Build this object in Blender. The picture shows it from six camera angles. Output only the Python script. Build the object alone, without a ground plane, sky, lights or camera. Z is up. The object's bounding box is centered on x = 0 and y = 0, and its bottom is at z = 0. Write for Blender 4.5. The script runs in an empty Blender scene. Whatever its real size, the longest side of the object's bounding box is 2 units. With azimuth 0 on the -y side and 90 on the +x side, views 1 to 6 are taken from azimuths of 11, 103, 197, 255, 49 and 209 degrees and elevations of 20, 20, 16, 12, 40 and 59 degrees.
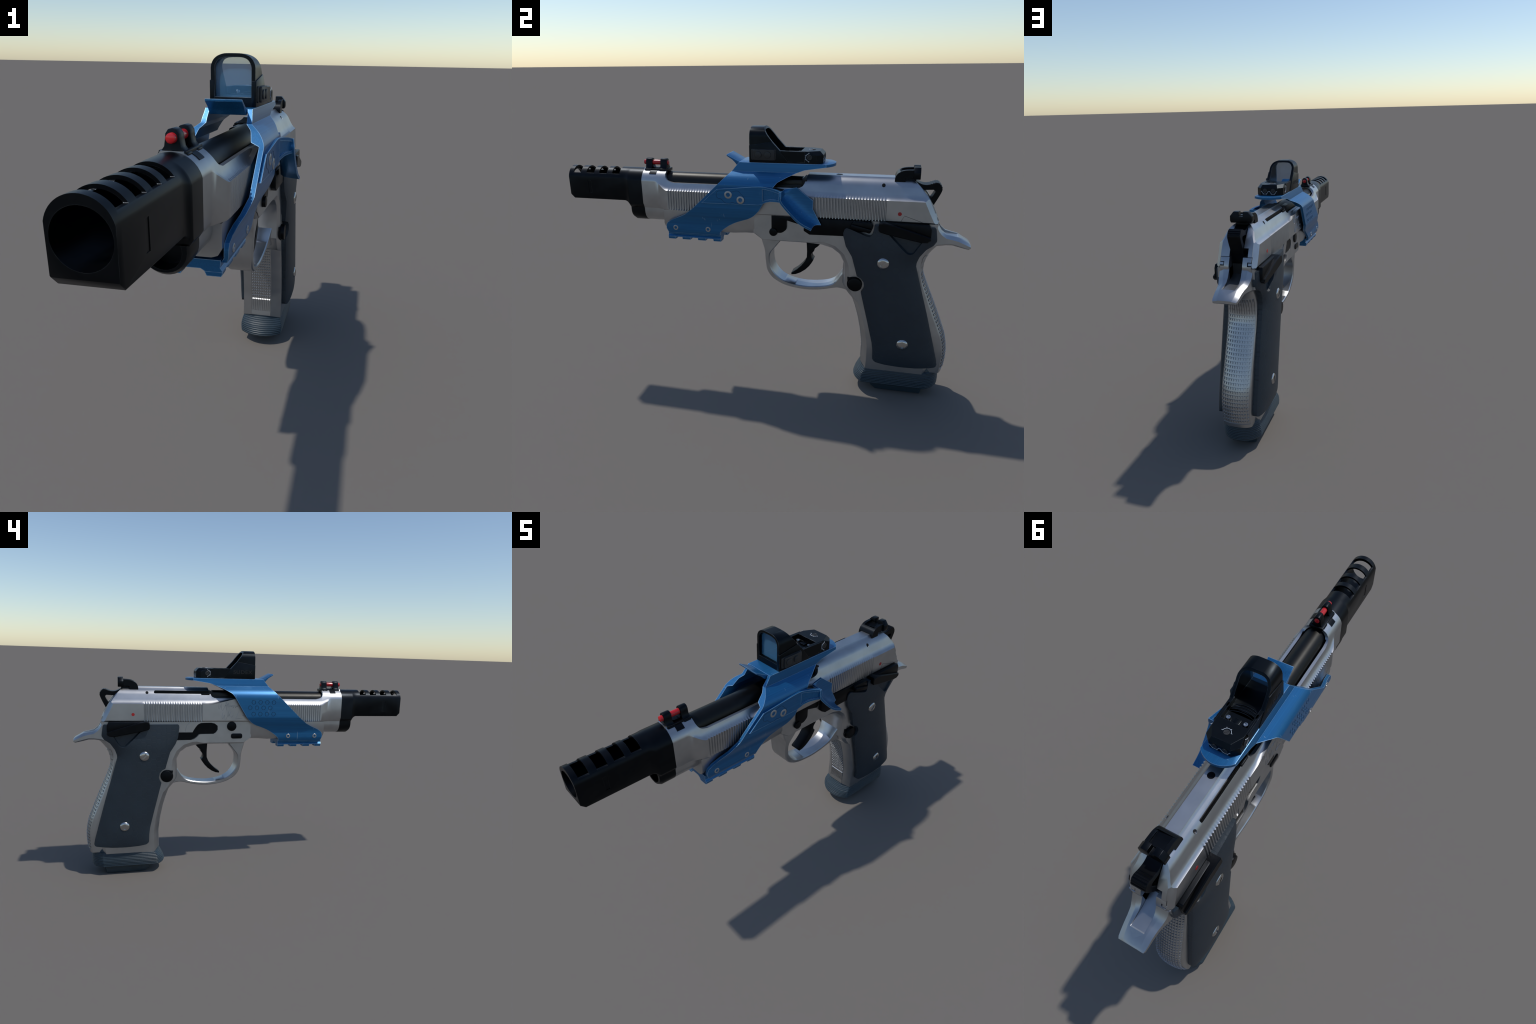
import bpy, bmesh, math, random
from mathutils import Vector, Matrix

random.seed(7)
XC = -0.0215          # the pistol's own centre plane in the frame of the set


# --------------------------------------------------------------------------
# materials
# --------------------------------------------------------------------------
def new_mat(name):
    m = bpy.data.materials.new(name)
    m.use_nodes = True
    nt = m.node_tree
    bsdf = nt.nodes["Principled BSDF"]
    return m, nt, bsdf


def node(nt, kind, **inputs):
    n = nt.nodes.new(kind)
    for k, v in inputs.items():
        key = k.replace("_", " ")
        if key in n.inputs:
            n.inputs[key].default_value = v
    return n


def math_node(nt, op, a, b=None, clamp=False):
    n = nt.nodes.new("ShaderNodeMath")
    n.operation = op
    n.use_clamp = clamp
    for i, v in enumerate((a, b)):
        if v is None:
            continue
        if isinstance(v, (int, float)):
            n.inputs[i].default_value = v
        else:
            nt.links.new(v, n.inputs[i])
    return n.outputs[0]


def mix_color(nt, fac, a, b):
    n = nt.nodes.new("ShaderNodeMix")
    n.data_type = "RGBA"
    if isinstance(fac, (int, float)):
        n.inputs[0].default_value = fac
    else:
        nt.links.new(fac, n.inputs[0])
    for sock, v in ((n.inputs[6], a), (n.inputs[7], b)):
        if isinstance(v, tuple):
            sock.default_value = (*v, 1)
        else:
            nt.links.new(v, sock)
    return n.outputs[2]


def object_coords(nt, scale=(1, 1, 1)):
    tc = nt.nodes.new("ShaderNodeTexCoord")
    mp = nt.nodes.new("ShaderNodeMapping")
    mp.inputs["Scale"].default_value = scale
    nt.links.new(tc.outputs["Object"], mp.inputs["Vector"])
    return mp.outputs[0]


def noise(nt, vec, scale=5.0, detail=3.0, rough=0.5):
    n = node(nt, "ShaderNodeTexNoise", Scale=scale, Detail=detail, Roughness=rough)
    nt.links.new(vec, n.inputs["Vector"])
    return n.outputs["Fac"]


def ramp(nt, fac, lo, hi):
    n = nt.nodes.new("ShaderNodeMapRange")
    n.inputs[1].default_value = lo
    n.inputs[2].default_value = hi
    nt.links.new(fac, n.inputs[0])
    return n.outputs[0]


def edge_wear(nt, radius, lo=0.02, hi=0.12):
    """Mask of worn edges: where the rounded normal leaves the true one."""
    bv = nt.nodes.new("ShaderNodeBevel")
    bv.samples = 6
    bv.inputs["Radius"].default_value = radius
    ge = nt.nodes.new("ShaderNodeNewGeometry")
    dp = nt.nodes.new("ShaderNodeVectorMath")
    dp.operation = "DOT_PRODUCT"
    nt.links.new(bv.outputs[0], dp.inputs[0])
    nt.links.new(ge.outputs["Normal"], dp.inputs[1])
    inv = math_node(nt, "SUBTRACT", 1.0, dp.outputs["Value"])
    return ramp(nt, inv, lo, hi)


def scratches(nt, seed, density=0.10):
    """Sparse short strokes from stretched noise."""
    out = None
    for k, rot in enumerate((0.6, -0.9)):
        tc = nt.nodes.new("ShaderNodeTexCoord")
        mp = nt.nodes.new("ShaderNodeMapping")
        mp.inputs["Rotation"].default_value = (rot + seed, 0.25 * k, 0)
        mp.inputs["Location"].default_value = (seed * 3.1 + k, seed, 2.0 * k)
        mp.inputs["Scale"].default_value = (55, 170, 9)
        nt.links.new(tc.outputs["Object"], mp.inputs["Vector"])
        n = noise(nt, mp.outputs[0], 1.0, 1.0)
        m = ramp(nt, n, 0.80 - density, 0.83 - density)
        out = m if out is None else math_node(nt, "MAXIMUM", out, m)
    return out


def bump(nt, bsdf, height, strength, distance=0.002):
    b = nt.nodes.new("ShaderNodeBump")
    b.inputs["Strength"].default_value = strength
    b.inputs["Distance"].default_value = distance
    nt.links.new(height, b.inputs["Height"])
    nt.links.new(b.outputs[0], bsdf.inputs["Normal"])


def make_steel():
    m, nt, b = new_mat("brushed_steel")
    v = object_coords(nt)
    n = noise(nt, v, 14, 4)
    col = mix_color(nt, ramp(nt, n, 0.3, 0.7), (0.410, 0.420, 0.435), (0.470, 0.480, 0.495))
    nt.links.new(col, b.inputs["Base Color"])
    b.inputs["Metallic"].default_value = 1.0
    r = nt.nodes.new("ShaderNodeMapRange")
    r.inputs[3].default_value = 0.33
    r.inputs[4].default_value = 0.41
    nt.links.new(noise(nt, v, 9, 3), r.inputs[0])
    nt.links.new(r.outputs[0], b.inputs["Roughness"])
    return m


def make_bright_steel():
    m, nt, b = new_mat("polished_screw_steel")
    n = noise(nt, object_coords(nt), 40, 2)
    nt.links.new(mix_color(nt, n, (0.42, 0.42, 0.42), (0.52, 0.52, 0.52)), b.inputs["Base Color"])
    b.inputs["Metallic"].default_value = 1.0
    b.inputs["Roughness"].default_value = 0.22
    return m


def make_bolt_steel():
    m, nt, b = new_mat("matt_bolt_steel")
    n = noise(nt, object_coords(nt), 60, 2)
    nt.links.new(mix_color(nt, n, (0.30, 0.30, 0.30), (0.42, 0.42, 0.42)), b.inputs["Base Color"])
    b.inputs["Metallic"].default_value = 0.6
    b.inputs["Roughness"].default_value = 0.4
    return m


def make_black(name, base, rough, wear=0.35, radius=0.0016, metal=1.0):
    m, nt, b = new_mat(name)
    n = noise(nt, object_coords(nt), 24, 4)
    c = mix_color(nt, n, tuple(x * 0.8 for x in base), tuple(x * 1.25 for x in base))
    if wear > 0:
        e = edge_wear(nt, radius, 0.015, 0.14)
        patch = ramp(nt, noise(nt, object_coords(nt), 18, 3), 0.35, 0.65)
        f = math_node(nt, "MULTIPLY", math_node(nt, "MULTIPLY", e, patch), wear)
        c = mix_color(nt, f, c, (0.36, 0.41, 0.46))
    nt.links.new(c, b.inputs["Base Color"])
    b.inputs["Roughness"].default_value = rough
    b.inputs["Metallic"].default_value = metal
    return m


def make_blue():
    m, nt, b = new_mat("blue_anodised_metal")
    streak = noise(nt, object_coords(nt, (260, 2.0, 260)), 1.0, 3.0, 0.6)
    broad = noise(nt, object_coords(nt), 7, 3)
    c = mix_color(nt, ramp(nt, streak, 0.3, 0.7), (0.0105, 0.102, 0.258), (0.0150, 0.145, 0.348))
    c = mix_color(nt, math_node(nt, "MULTIPLY", broad, 0.25), c, (0.015, 0.122, 0.275))
    wearpatch = ramp(nt, noise(nt, object_coords(nt), 22, 3), 0.20, 0.50)
    e = math_node(nt, "MULTIPLY", edge_wear(nt, 0.0034, 0.015, 0.11), wearpatch)
    c = mix_color(nt, math_node(nt, "MULTIPLY", e, 0.85), c, (0.36, 0.58, 0.80))
    c = mix_color(nt, math_node(nt, "MULTIPLY", scratches(nt, 0.3, 0.025), 0.55), c, (0.30, 0.45, 0.58))
    nt.links.new(c, b.inputs["Base Color"])
    b.inputs["Metallic"].default_value = 0.44
    b.inputs["Roughness"].default_value = 0.34
    bump(nt, b, streak, 0.10, 0.001)
    return m


def make_grip():
    """Rubber with a faint net of engraved hexagons (on the y-z plane)."""
    m, nt, b = new_mat("blue_grey_grip_rubber")
    cell = 0.0325
    tc = nt.nodes.new("ShaderNodeTexCoord")
    sp = nt.nodes.new("ShaderNodeSeparateXYZ")
    nt.links.new(tc.outputs["Object"], sp.inputs[0])
    px = math_node(nt, "DIVIDE", sp.outputs["Z"], cell)
    py = math_node(nt, "DIVIDE", sp.outputs["Y"], cell)
    root3 = math.sqrt(3)

    def lattice(ox, oy):
        ax = math_node(nt, "SUBTRACT", math_node(nt, "FLOORED_MODULO", math_node(nt, "ADD", px, 40 + ox), 1.0), 0.5)
        ay = math_node(nt, "SUBTRACT", math_node(nt, "FLOORED_MODULO", math_node(nt, "ADD", py, 40 * root3 + oy), root3), root3 / 2)
        ax = math_node(nt, "ABSOLUTE", ax)
        ay = math_node(nt, "ABSOLUTE", ay)
        d = math_node(nt, "ADD", math_node(nt, "MULTIPLY", ax, 0.5), math_node(nt, "MULTIPLY", ay, root3 / 2))
        return math_node(nt, "MAXIMUM", d, ax)

    d = math_node(nt, "MINIMUM", lattice(0, 0), lattice(0.5, root3 / 2))
    line = ramp(nt, d, 0.465, 0.495)
    grain = noise(nt, object_coords(nt), 260, 2)
    base = mix_color(nt, ramp(nt, noise(nt, object_coords(nt), 10, 3), 0.3, 0.7), (0.0102, 0.0192, 0.0295), (0.0130, 0.0238, 0.0355))
    c = mix_color(nt, math_node(nt, "MULTIPLY", line, 0.30), base, (0.0070, 0.0115, 0.0165))
    nt.links.new(c, b.inputs["Base Color"])
    b.inputs["Roughness"].default_value = 0.5
    h = math_node(nt, "SUBTRACT", math_node(nt, "MULTIPLY", grain, 0.15), math_node(nt, "MULTIPLY", line, 1.0))
    bump(nt, b, h, 0.40, 0.0014)
    return m


def make_magazine():
    m, nt, b = new_mat("dark_blue_polymer")
    n = noise(nt, object_coords(nt), 30, 3)
    nt.links.new(mix_color(nt, n, (0.013, 0.027, 0.039), (0.019, 0.036, 0.050)), b.inputs["Base Color"])
    b.inputs["Roughness"].default_value = 0.45
    return m


def make_plain(name, col, rough, metallic=0.0):
    m, nt, b = new_mat(name)
    n = noise(nt, object_coords(nt), 35, 2)
    nt.links.new(mix_color(nt, n, tuple(x * 0.88 for x in col), tuple(min(1, x * 1.1) for x in col)), b.inputs["Base Color"])
    b.inputs["Roughness"].default_value = rough
    b.inputs["Metallic"].default_value = metallic
    return m


def make_red():
    m, nt, b = new_mat("red_fibre_optic")
    n = noise(nt, object_coords(nt), 30, 2)
    nt.links.new(mix_color(nt, n, (0.44, 0.012, 0.016), (0.54, 0.022, 0.026)), b.inputs["Base Color"])
    b.inputs["Roughness"].default_value = 0.18
    b.inputs["Subsurface Weight"].default_value = 0.15
    b.inputs["Subsurface Radius"].default_value = (0.01, 0.003, 0.003)
    return m


def make_lens():
    m, nt, b = new_mat("coated_lens_glass")
    n = noise(nt, object_coords(nt), 6, 2)
    nt.links.new(mix_color(nt, n, (0.085, 0.24, 0.40), (0.10, 0.27, 0.45)), b.inputs["Base Color"])  # blue sky reflection on the glass is tinted into this base colour
    b.inputs["Roughness"].default_value = 0.08
    b.inputs["Specular IOR Level"].default_value = 0.7
    tr = nt.nodes.new("ShaderNodeBsdfTransparent")
    tr.inputs[0].default_value = (0.88, 0.94, 1.0, 1)
    mx = nt.nodes.new("ShaderNodeMixShader")
    mx.inputs[0].default_value = 0.33
    nt.links.new(tr.outputs[0], mx.inputs[1])
    nt.links.new(b.outputs[0], mx.inputs[2])
    nt.links.new(mx.outputs[0], nt.nodes["Material Output"].inputs["Surface"])
    return m


STEEL = make_steel()
BRIGHT = make_bright_steel()
BOLT = make_bolt_steel()
BLACK = make_black("black_oxide_metal", (0.014, 0.016, 0.019), 0.38, 0.30, 0.0012)
MATT = make_black("matt_black_metal", (0.013, 0.014, 0.016), 0.42, 0.12)
OPTIC = make_black("black_optic_housing", (0.014, 0.017, 0.020), 0.38, 0.85, 0.0016)
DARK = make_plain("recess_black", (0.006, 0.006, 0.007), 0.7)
BARREL = make_plain("dark_barrel_metal", (0.030, 0.030, 0.029), 0.40, 1.0)
BLUE = make_blue()
GRIP = make_grip()
MAGAZINE = make_magazine()
RED = make_red()
REDPAINT = make_plain("red_dot_paint", (0.36, 0.012, 0.014), 0.4)
LENS = make_lens()
MARK = make_plain("pale_mark_paint", (0.55, 0.60, 0.66), 0.5)
BUTTON = make_plain("charcoal_button_rubber", (0.017, 0.018, 0.019), 0.5)


# --------------------------------------------------------------------------
# geometry helpers (x across, y along the barrel, z up)
# --------------------------------------------------------------------------
root = bpy.data.objects.new("pistol", None)
root.empty_display_size = 0.1
root.location = (XC, 0, 0)
bpy.context.collection.objects.link(root)
root["label"] = "silver target pistol with blue sight mount and red dot"
root["category"] = "pistol"


def link(ob, parent):
    if ob.name not in bpy.context.collection.objects:
        bpy.context.collection.objects.link(ob)
    if parent is not None:
        ob.parent = parent
    return ob


def smooth(me, angle=32):
    bm = bmesh.new()
    bm.from_mesh(me)
    bmesh.ops.remove_doubles(bm, verts=bm.verts, dist=1e-5)
    lim = math.radians(angle)
    for f in bm.faces:
        f.smooth = True
    for e in bm.edges:
        e.smooth = not (len(e.link_faces) == 2 and e.calc_face_angle(0) > lim) and len(e.link_faces) == 2
    bm.to_mesh(me)
    bm.free()


def mesh_object(name, verts, faces, mat, parent=root, angle=32):
    me = bpy.data.meshes.new(name)
    me.from_pydata([tuple(v) for v in verts], [], faces)
    bm = bmesh.new()
    bm.from_mesh(me)
    bmesh.ops.remove_doubles(bm, verts=bm.verts, dist=1e-6)
    bmesh.ops.recalc_face_normals(bm, faces=bm.faces)
    bm.to_mesh(me)
    bm.free()
    me.materials.append(mat)
    smooth(me, angle)
    return link(bpy.data.objects.new(name, me), parent)


def apply_mods(ob):
    dg = bpy.context.evaluated_depsgraph_get()
    dg.update()
    me = bpy.data.meshes.new_from_object(ob.evaluated_get(dg))
    old = ob.data
    ob.modifiers.clear()
    me.name = ob.name
    ob.data = me
    bpy.data.meshes.remove(old)


def bevel(ob, width, seg=2, angle=35, smooth_angle=32):
    md = ob.modifiers.new("bevel", "BEVEL")
    md.width = width
    md.segments = seg
    md.limit_method = "ANGLE"
    md.angle_limit = math.radians(angle)
    md.use_clamp_overlap = True
    apply_mods(ob)
    smooth(ob.data, smooth_angle)
    return ob


def boolean(ob, cutters, op="DIFFERENCE", angle=32):
    for c in cutters if isinstance(cutters, (list, tuple)) else [cutters]:
        md = ob.modifiers.new("bool", "BOOLEAN")
        md.object = c
        md.operation = op
        md.solver = "EXACT"
        apply_mods(ob)
        me = c.data
        bpy.data.objects.remove(c)
        if me.users == 0:
            bpy.data.meshes.remove(me)
    smooth(ob.data, angle)
    return ob


def loft(name, rings, mat, parent=root, cap=True, angle=32):
    """Skin closed rings of equal point count."""
    n = len(rings[0])
    verts = [p for r in rings for p in r]
    faces = []
    for i in range(len(rings) - 1):
        for j in range(n):
            k = (j + 1) % n
            faces.append((i * n + j, i * n + k, (i + 1) * n + k, (i + 1) * n + j))
    if cap:
        faces.append(tuple(range(n)))
        faces.append(tuple((len(rings) - 1) * n + j for j in range(n)))
    return mesh_object(name, verts, faces, mat, parent, angle)


def prism_x(name, outline, x0, x1, mat, parent=root, bev=0.0, seg=2):
    ob = loft(name, [[(x, y, z) for y, z in outline] for x in (x0, x1)], mat, parent)
    if bev:
        bevel(ob, bev, seg)
    return ob


def slab_x(name, rings, mat, parent=root, angle=32):
    """rings: list of (x, outline in y-z); the outlines share their point count."""
    return loft(name, [[(x, y, z) for y, z in o] for x, o in rings], mat, parent, angle=angle)


def prism_y(name, outline, y0, y1, mat, parent=root, bev=0.0):
    ob = loft(name, [[(x, y, z) for x, z in outline] for y in (y0, y1)], mat, parent)
    if bev:
        bevel(ob, bev)
    return ob


def prism_z(name, outline, z0, z1, mat, parent=root, bev=0.0):
    ob = loft(name, [[(x, y, z) for x, y in outline] for z in (z0, z1)], mat, parent)
    if bev:
        bevel(ob, bev)
    return ob


def box(name, lo, hi, mat, parent=root, bev=0.0):
    return prism_x(name, [(lo[1], lo[2]), (hi[1], lo[2]), (hi[1], hi[2]), (lo[1], hi[2])], lo[0], hi[0], mat, parent, bev)


def circle(cx, cy, r, n=32, a0=0.0, a1=None):
    if a1 is None:
        return [(cx + r * math.cos(a0 + 2 * math.pi * i / n), cy + r * math.sin(a0 + 2 * math.pi * i / n)) for i in range(n)]
    return [(cx + r * math.cos(a0 + (a1 - a0) * i / n), cy + r * math.sin(a0 + (a1 - a0) * i / n)) for i in range(n + 1)]


def rounded(pts, radii, n=5):
    """Fillet the corners of a closed outline."""
    out = []
    m = len(pts)
    for i, p in enumerate(pts):
        r = radii[i] if isinstance(radii, (list, tuple)) else radii
        if r <= 0:
            out.append(p)
            continue
        P, A, B = Vector(p), Vector(pts[i - 1]), Vector(pts[(i + 1) % m])
        da, db = (A - P), (B - P)
        t = min(r, da.length * 0.45, db.length * 0.45)
        a, b = P + da.normalized() * t, P + db.normalized() * t
        for k in range(n + 1):
            s = k / n
            q = a * (1 - s) ** 2 + P * 2 * s * (1 - s) + b * s * s
            out.append((q.x, q.y))
    return out


def catmull(pts, per=5, closed=False):
    V = [Vector(p) for p in pts]
    n = len(V)
    out = []
    for i in range(n if closed else n - 1):
        if closed:
            p0, p1, p2, p3 = V[i - 1], V[i], V[(i + 1) % n], V[(i + 2) % n]
        else:
            p0, p1, p2, p3 = V[max(i - 1, 0)], V[i], V[i + 1], V[min(i + 2, n - 1)]
        for k in range(per):
            t = k / per
            out.append(tuple(0.5 * ((2 * p1) + (p2 - p0) * t + (2 * p0 - 5 * p1 + 4 * p2 - p3) * t * t + (3 * p1 - p0 - 3 * p2 + p3) * t ** 3)))
    if not closed:
        out.append(tuple(V[-1]))
    return out


def inset(outline, d):
    """Move a closed outline inward by d (mitred)."""
    n = len(outline)
    area = sum(outline[i][0] * outline[(i + 1) % n][1] - outline[(i + 1) % n][0] * outline[i][1] for i in range(n))
    s = 1 if area > 0 else -1
    res = []
    for i in range(n):
        P = Vector(outline[i])
        e0 = (P - Vector(outline[i - 1])).normalized()
        e1 = (Vector(outline[(i + 1) % n]) - P).normalized()
        n0, n1 = Vector((-e0.y, e0.x)) * s, Vector((-e1.y, e1.x)) * s
        b = (n0 + n1)
        b = n0 if b.length < 1e-6 else b.normalized()
        k = d / max(0.5, b.dot(n0))
        q = P + b * k
        res.append((q.x, q.y))
    return res


def lerp(a, b, t):
    return a + (b - a) * t


def table(pts, v):
    """Piecewise linear table look-up, pts sorted by the first value."""
    if v <= pts[0][0]:
        return pts[0][1]
    for (a, fa), (b, fb) in zip(pts, pts[1:]):
        if v <= b:
            return lerp(fa, fb, (v - a) / (b - a))
    return pts[-1][1]


def mirror_half(half):
    """half: (x, z) from bottom centre round the right side to top centre."""
    return half + [(-x, z) for x, z in reversed(half) if x > 1e-6]


def tube(name, pts, r, mat, parent=root, seg=6, closed=False):
    """Thin bead along 3D points."""
    V = [Vector(p) for p in pts]
    n = len(V)
    rings = []
    for i in range(n):
        a = V[i - 1] if (closed or i > 0) else V[i]
        b = V[(i + 1) % n] if (closed or i < n - 1) else V[i]
        t = (b - a).normalized()
        u = t.cross(Vector((0.31, 0.52, 0.79))).normalized()
        w = t.cross(u)
        rings.append([tuple(V[i] + (u * math.cos(2 * math.pi * k / seg) + w * math.sin(2 * math.pi * k / seg)) * r) for k in range(seg)])
    if closed:
        rings.append(rings[0])
    return loft(name, rings, mat, parent, cap=not closed, angle=60)


def cylinder_x(name, y, z, r, x0, x1, mat, parent=root, n=32, bev=0.0):
    return prism_x(name, circle(y, z, r, n), x0, x1, mat, parent, bev)


def cylinder_y(name, x, z, r, y0, y1, mat, parent=root, n=40, bev=0.0):
    return prism_y(name, circle(x, z, r, n), y0, y1, mat, parent, bev)


def cylinder_z(name, x, y, r, z0, z1, mat, parent=root, n=28, bev=0.0):
    return prism_z(name, circle(x, y, r, n), z0, z1, mat, parent, bev)


def join(objs, name):
    base = objs[0]
    bm = bmesh.new()
    for o in objs:
        bm.from_mesh(o.data)
    bm.to_mesh(base.data)
    bm.free()
    for o in objs[1:]:
        me = o.data
        bpy.data.objects.remove(o)
        bpy.data.meshes.remove(me)
    base.name = name
    base.data.name = name
    return base


def flip_x(ob, name):
    me = ob.data.copy()
    bm = bmesh.new()
    bm.from_mesh(me)
    for v in bm.verts:
        v.co.x = -v.co.x
    bmesh.ops.reverse_faces(bm, faces=bm.faces)
    bm.to_mesh(me)
    bm.free()
    smooth(me)
    return link(bpy.data.objects.new(name, me), ob.parent)


# --------------------------------------------------------------------------
# slide
# --------------------------------------------------------------------------
DOME_Z, DOME_R = 1.024, 0.0735


def slide_half(t, crease_z, side_in):
    """t = 0 narrow nose, 1 wide body; half section bottom centre to top centre."""
    hw = lerp(0.0710, 0.0980, t) - side_in
    cz = lerp(1.041, crease_z, t)
    low_z = lerp(0.927, 0.913, t)
    bot_z = lerp(0.904, 0.9075, t)
    pts = [(0, bot_z), (lerp(0.060, 0.094, t), bot_z), (hw, low_z), (hw, lerp(low_z, cz, 0.5)), (hw, cz)]
    # flare between the side crease and the dome
    flare = [(0.0885, 1.0105), (0.0810, 1.0200), (0.0755, 1.0310)]
    flare = [(x, max(z, crease_z + 0.0005)) for x, z in flare]
    nose = [(DOME_R * math.cos(a), DOME_Z + DOME_R * math.sin(a)) for a in (0.28, 0.34, 0.40)]
    for (fx, fz), (nx, nz) in zip(flare, nose):
        pts.append((min(hw, lerp(nx, fx, t)), lerp(nz, fz, t)))
    for a in (0.47, 0.62, 0.77, 0.92, 1.05):
        pts.append((DOME_R * math.cos(a), DOME_Z + DOME_R * math.sin(a)))
    pts += [(0.0300, 1.0935), (0.0270, 1.0980), (0.0135, 1.0980), (0, 1.0980)]
    return pts


def crease_height(y):
    return table([(-0.20, 1.005), (-0.10, 1.037), (0.10, 1.037), (0.228, 1.0055)], y)


def build_slide():
    ys = [(-0.589, 0.0), (-0.560, 0.0), (-0.520, 0.0)]
    for k in range(1, 9):
        s = k / 8
        ys.append((lerp(-0.520, -0.444, s), s * s * (3 - 2 * s)))
    stations = [(y, t, 0.0) for y, t in ys]

    def serrate(y0, y1, pitch):
        n = int(round((y1 - y0) / pitch))
        p = (y1 - y0) / n
        for i in range(n):
            b = y0 + i * p
            stations.extend([(b + 0.10 * p, 1, 0.0), (b + 0.34 * p, 1, 0.0052), (b + 0.58 * p, 1, 0.0052), (b + 0.80 * p, 1, 0.0)])

    serrate(-0.442, -0.200, 0.0134)
    for y in (-0.19, -0.15, -0.10, 0.0, 0.10, 0.15, 0.20, 0.228, 0.26):
        stations.append((y, 1, 0.0))
    serrate(0.283, 0.617, 0.0137)
    for y in (0.63, 0.70, 0.76, 0.80, 0.88):
        stations.append((y, 1, 0.0))
    rings = []
    for y, t, g in stations:
        rings.append([(x, y, z) for x, z in mirror_half(slide_half(t, crease_height(y), g))])
    slide = loft("slide", rings, STEEL)

    cut = []
    # sloping rear end and its side chamfers
    cut.append(prism_x("c", [(0.7130, 1.12), (0.7130, 1.0985), (0.736, 1.0835), (0.767, 1.054), (0.790, 1.028), (0.806, 1.004), (0.820, 0.980), (0.837, 0.944), (0.8465, 0.922), (0.8435, 0.909), (0.835, 0.890), (0.99, 0.89), (0.99, 1.12)], -0.2, 0.2, STEEL))
    for s in (-1, 1):
        rings = []
        for z, xi, yi, yo in ((0.895, 0.076, 0.8555, 0.805), (1.015, 0.075, 0.7990, 0.742), (1.065, 0.055, 0.7600, 0.690)):
            rings.append([(s * xi, yi, z), (s * 0.130, yo, z), (s * 0.130, 0.96, z), (s * xi, 0.96, z)])
        cut.append(loft("c", rings, STEEL, angle=10))
    # open top over the barrel, round at the nose, hooked at the breech
    open_front = catmull([(-0.4675, 1.075), (-0.4600, 1.058), (-0.4440, 1.0465), (-0.4180, 1.0395)], 4)
    outline = [(-0.4675, 1.15)] + open_front + [(0.195, 1.0395), (0.213, 1.042), (0.226, 1.049), (0.234, 1.062), (0.246, 1.10), (0.246, 1.15)]
    cut.append(prism_x("c", outline, -0.2, 0.2, STEEL))
    cut.append(box("c", (-0.0585, -0.455, 0.93), (0.0585, 0.235, 1.2), STEEL))
    cut.append(cylinder_y("c", 0, 1.029, 0.0575, -0.475, -0.40, STEEL))
    # hammer slot, frame rails and the sear notch at the rear
    cut.append(box("c", (-0.0335, 0.700, 0.88), (0.0335, 1.0, 1.0765), STEEL))
    cut.append(box("c", (-0.0770, 0.700, 0.88), (0.0770, 1.0, 0.9560), STEEL))
    cut.append(box("c", (-0.0560, 0.740, 0.95), (-0.030, 1.0, 0.9930), STEEL))
    # slot of the extractor, pin holes and the hole in the top
    cut.append(loft("c", [[(-(0.046 + 0.02 * k) , y, z + k * 0.014) for y, z in rounded([(0.235, 1.0515), (0.556, 1.0515), (0.556, 1.0700), (0.235, 1.0700)], [0, 0.008, 0.008, 0], 4)] for k in (0.0, 1.9)], STEEL))
    for s in (-1, 1):
        cut.append(prism_x("c", circle(0.5945, 1.0665, 0.0082, 16), s * 0.040, s * 0.09, STEEL))
    cut.append(cylinder_z("c", 0.0, 0.3894, 0.0155, 1.085, 1.12, STEEL))
    boolean(slide, cut)

    ext = loft("extractor", [[(-(0.042 + 0.02 * k), y, z + k * 0.014) for y, z in rounded([(0.243, 1.0520), (0.555, 1.0520), (0.555, 1.0695), (0.243, 1.0695)], [0, 0.008, 0.008, 0], 4)] for k in (0.0, 0.72)], MATT, slide)
    block = box("extractor_claw", (-0.066, 0.238, 1.0560), (-0.050, 0.287, 1.0700), BLACK, slide, 0.002)
    for s in (-1, 1):
        prism_x("pin_hole_shade", circle(0.5945, 1.0665, 0.0080, 16), s * 0.038, s * 0.0572, DARK, slide)  # near-black plug modelled to keep the inside of the pin hole dark
        cylinder_x("red_dot", 0.6738, 0.9472, 0.0088, s * 0.090, s * 0.0987, REDPAINT, slide, 24)
    cylinder_z("locking_pin", 0.0, 0.3894, 0.0150, 1.080, 1.0945, MATT, slide)
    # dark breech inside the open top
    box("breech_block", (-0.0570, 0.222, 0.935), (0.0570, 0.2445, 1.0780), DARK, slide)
    box("slide_channel", (-0.0580, -0.445, 0.915), (0.0580, 0.230, 0.985), DARK, slide)
    # shallow engraved wedge behind the safety (right)
    tube("engraved_line", [(0.0980, 0.681, 0.9135), (0.0980, 0.695, 0.9400), (0.0980, 0.775, 0.9130)], 0.0009, DARK, slide, 5)
    return slide


SLIDE = build_slide()


def handwriting(name, strokes, x, y0, z0, sy, sz, parent):
    """Two engraved lines of loose script: strokes in a unit box, read from the left side."""
    obs = []
    for st in strokes:
        p = catmull([(u, v, 0.0) for u, v in st], 4)
        obs.append(tube(name, [(x, y0 - u * sy, z0 + v * sz) for u, v, _ in p], 0.00075, STEEL, parent, 5))
    ob = join(obs, name)
    ob.data.materials.clear()
    ob.data.materials.append(ENGRAVE)
    return ob


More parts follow.
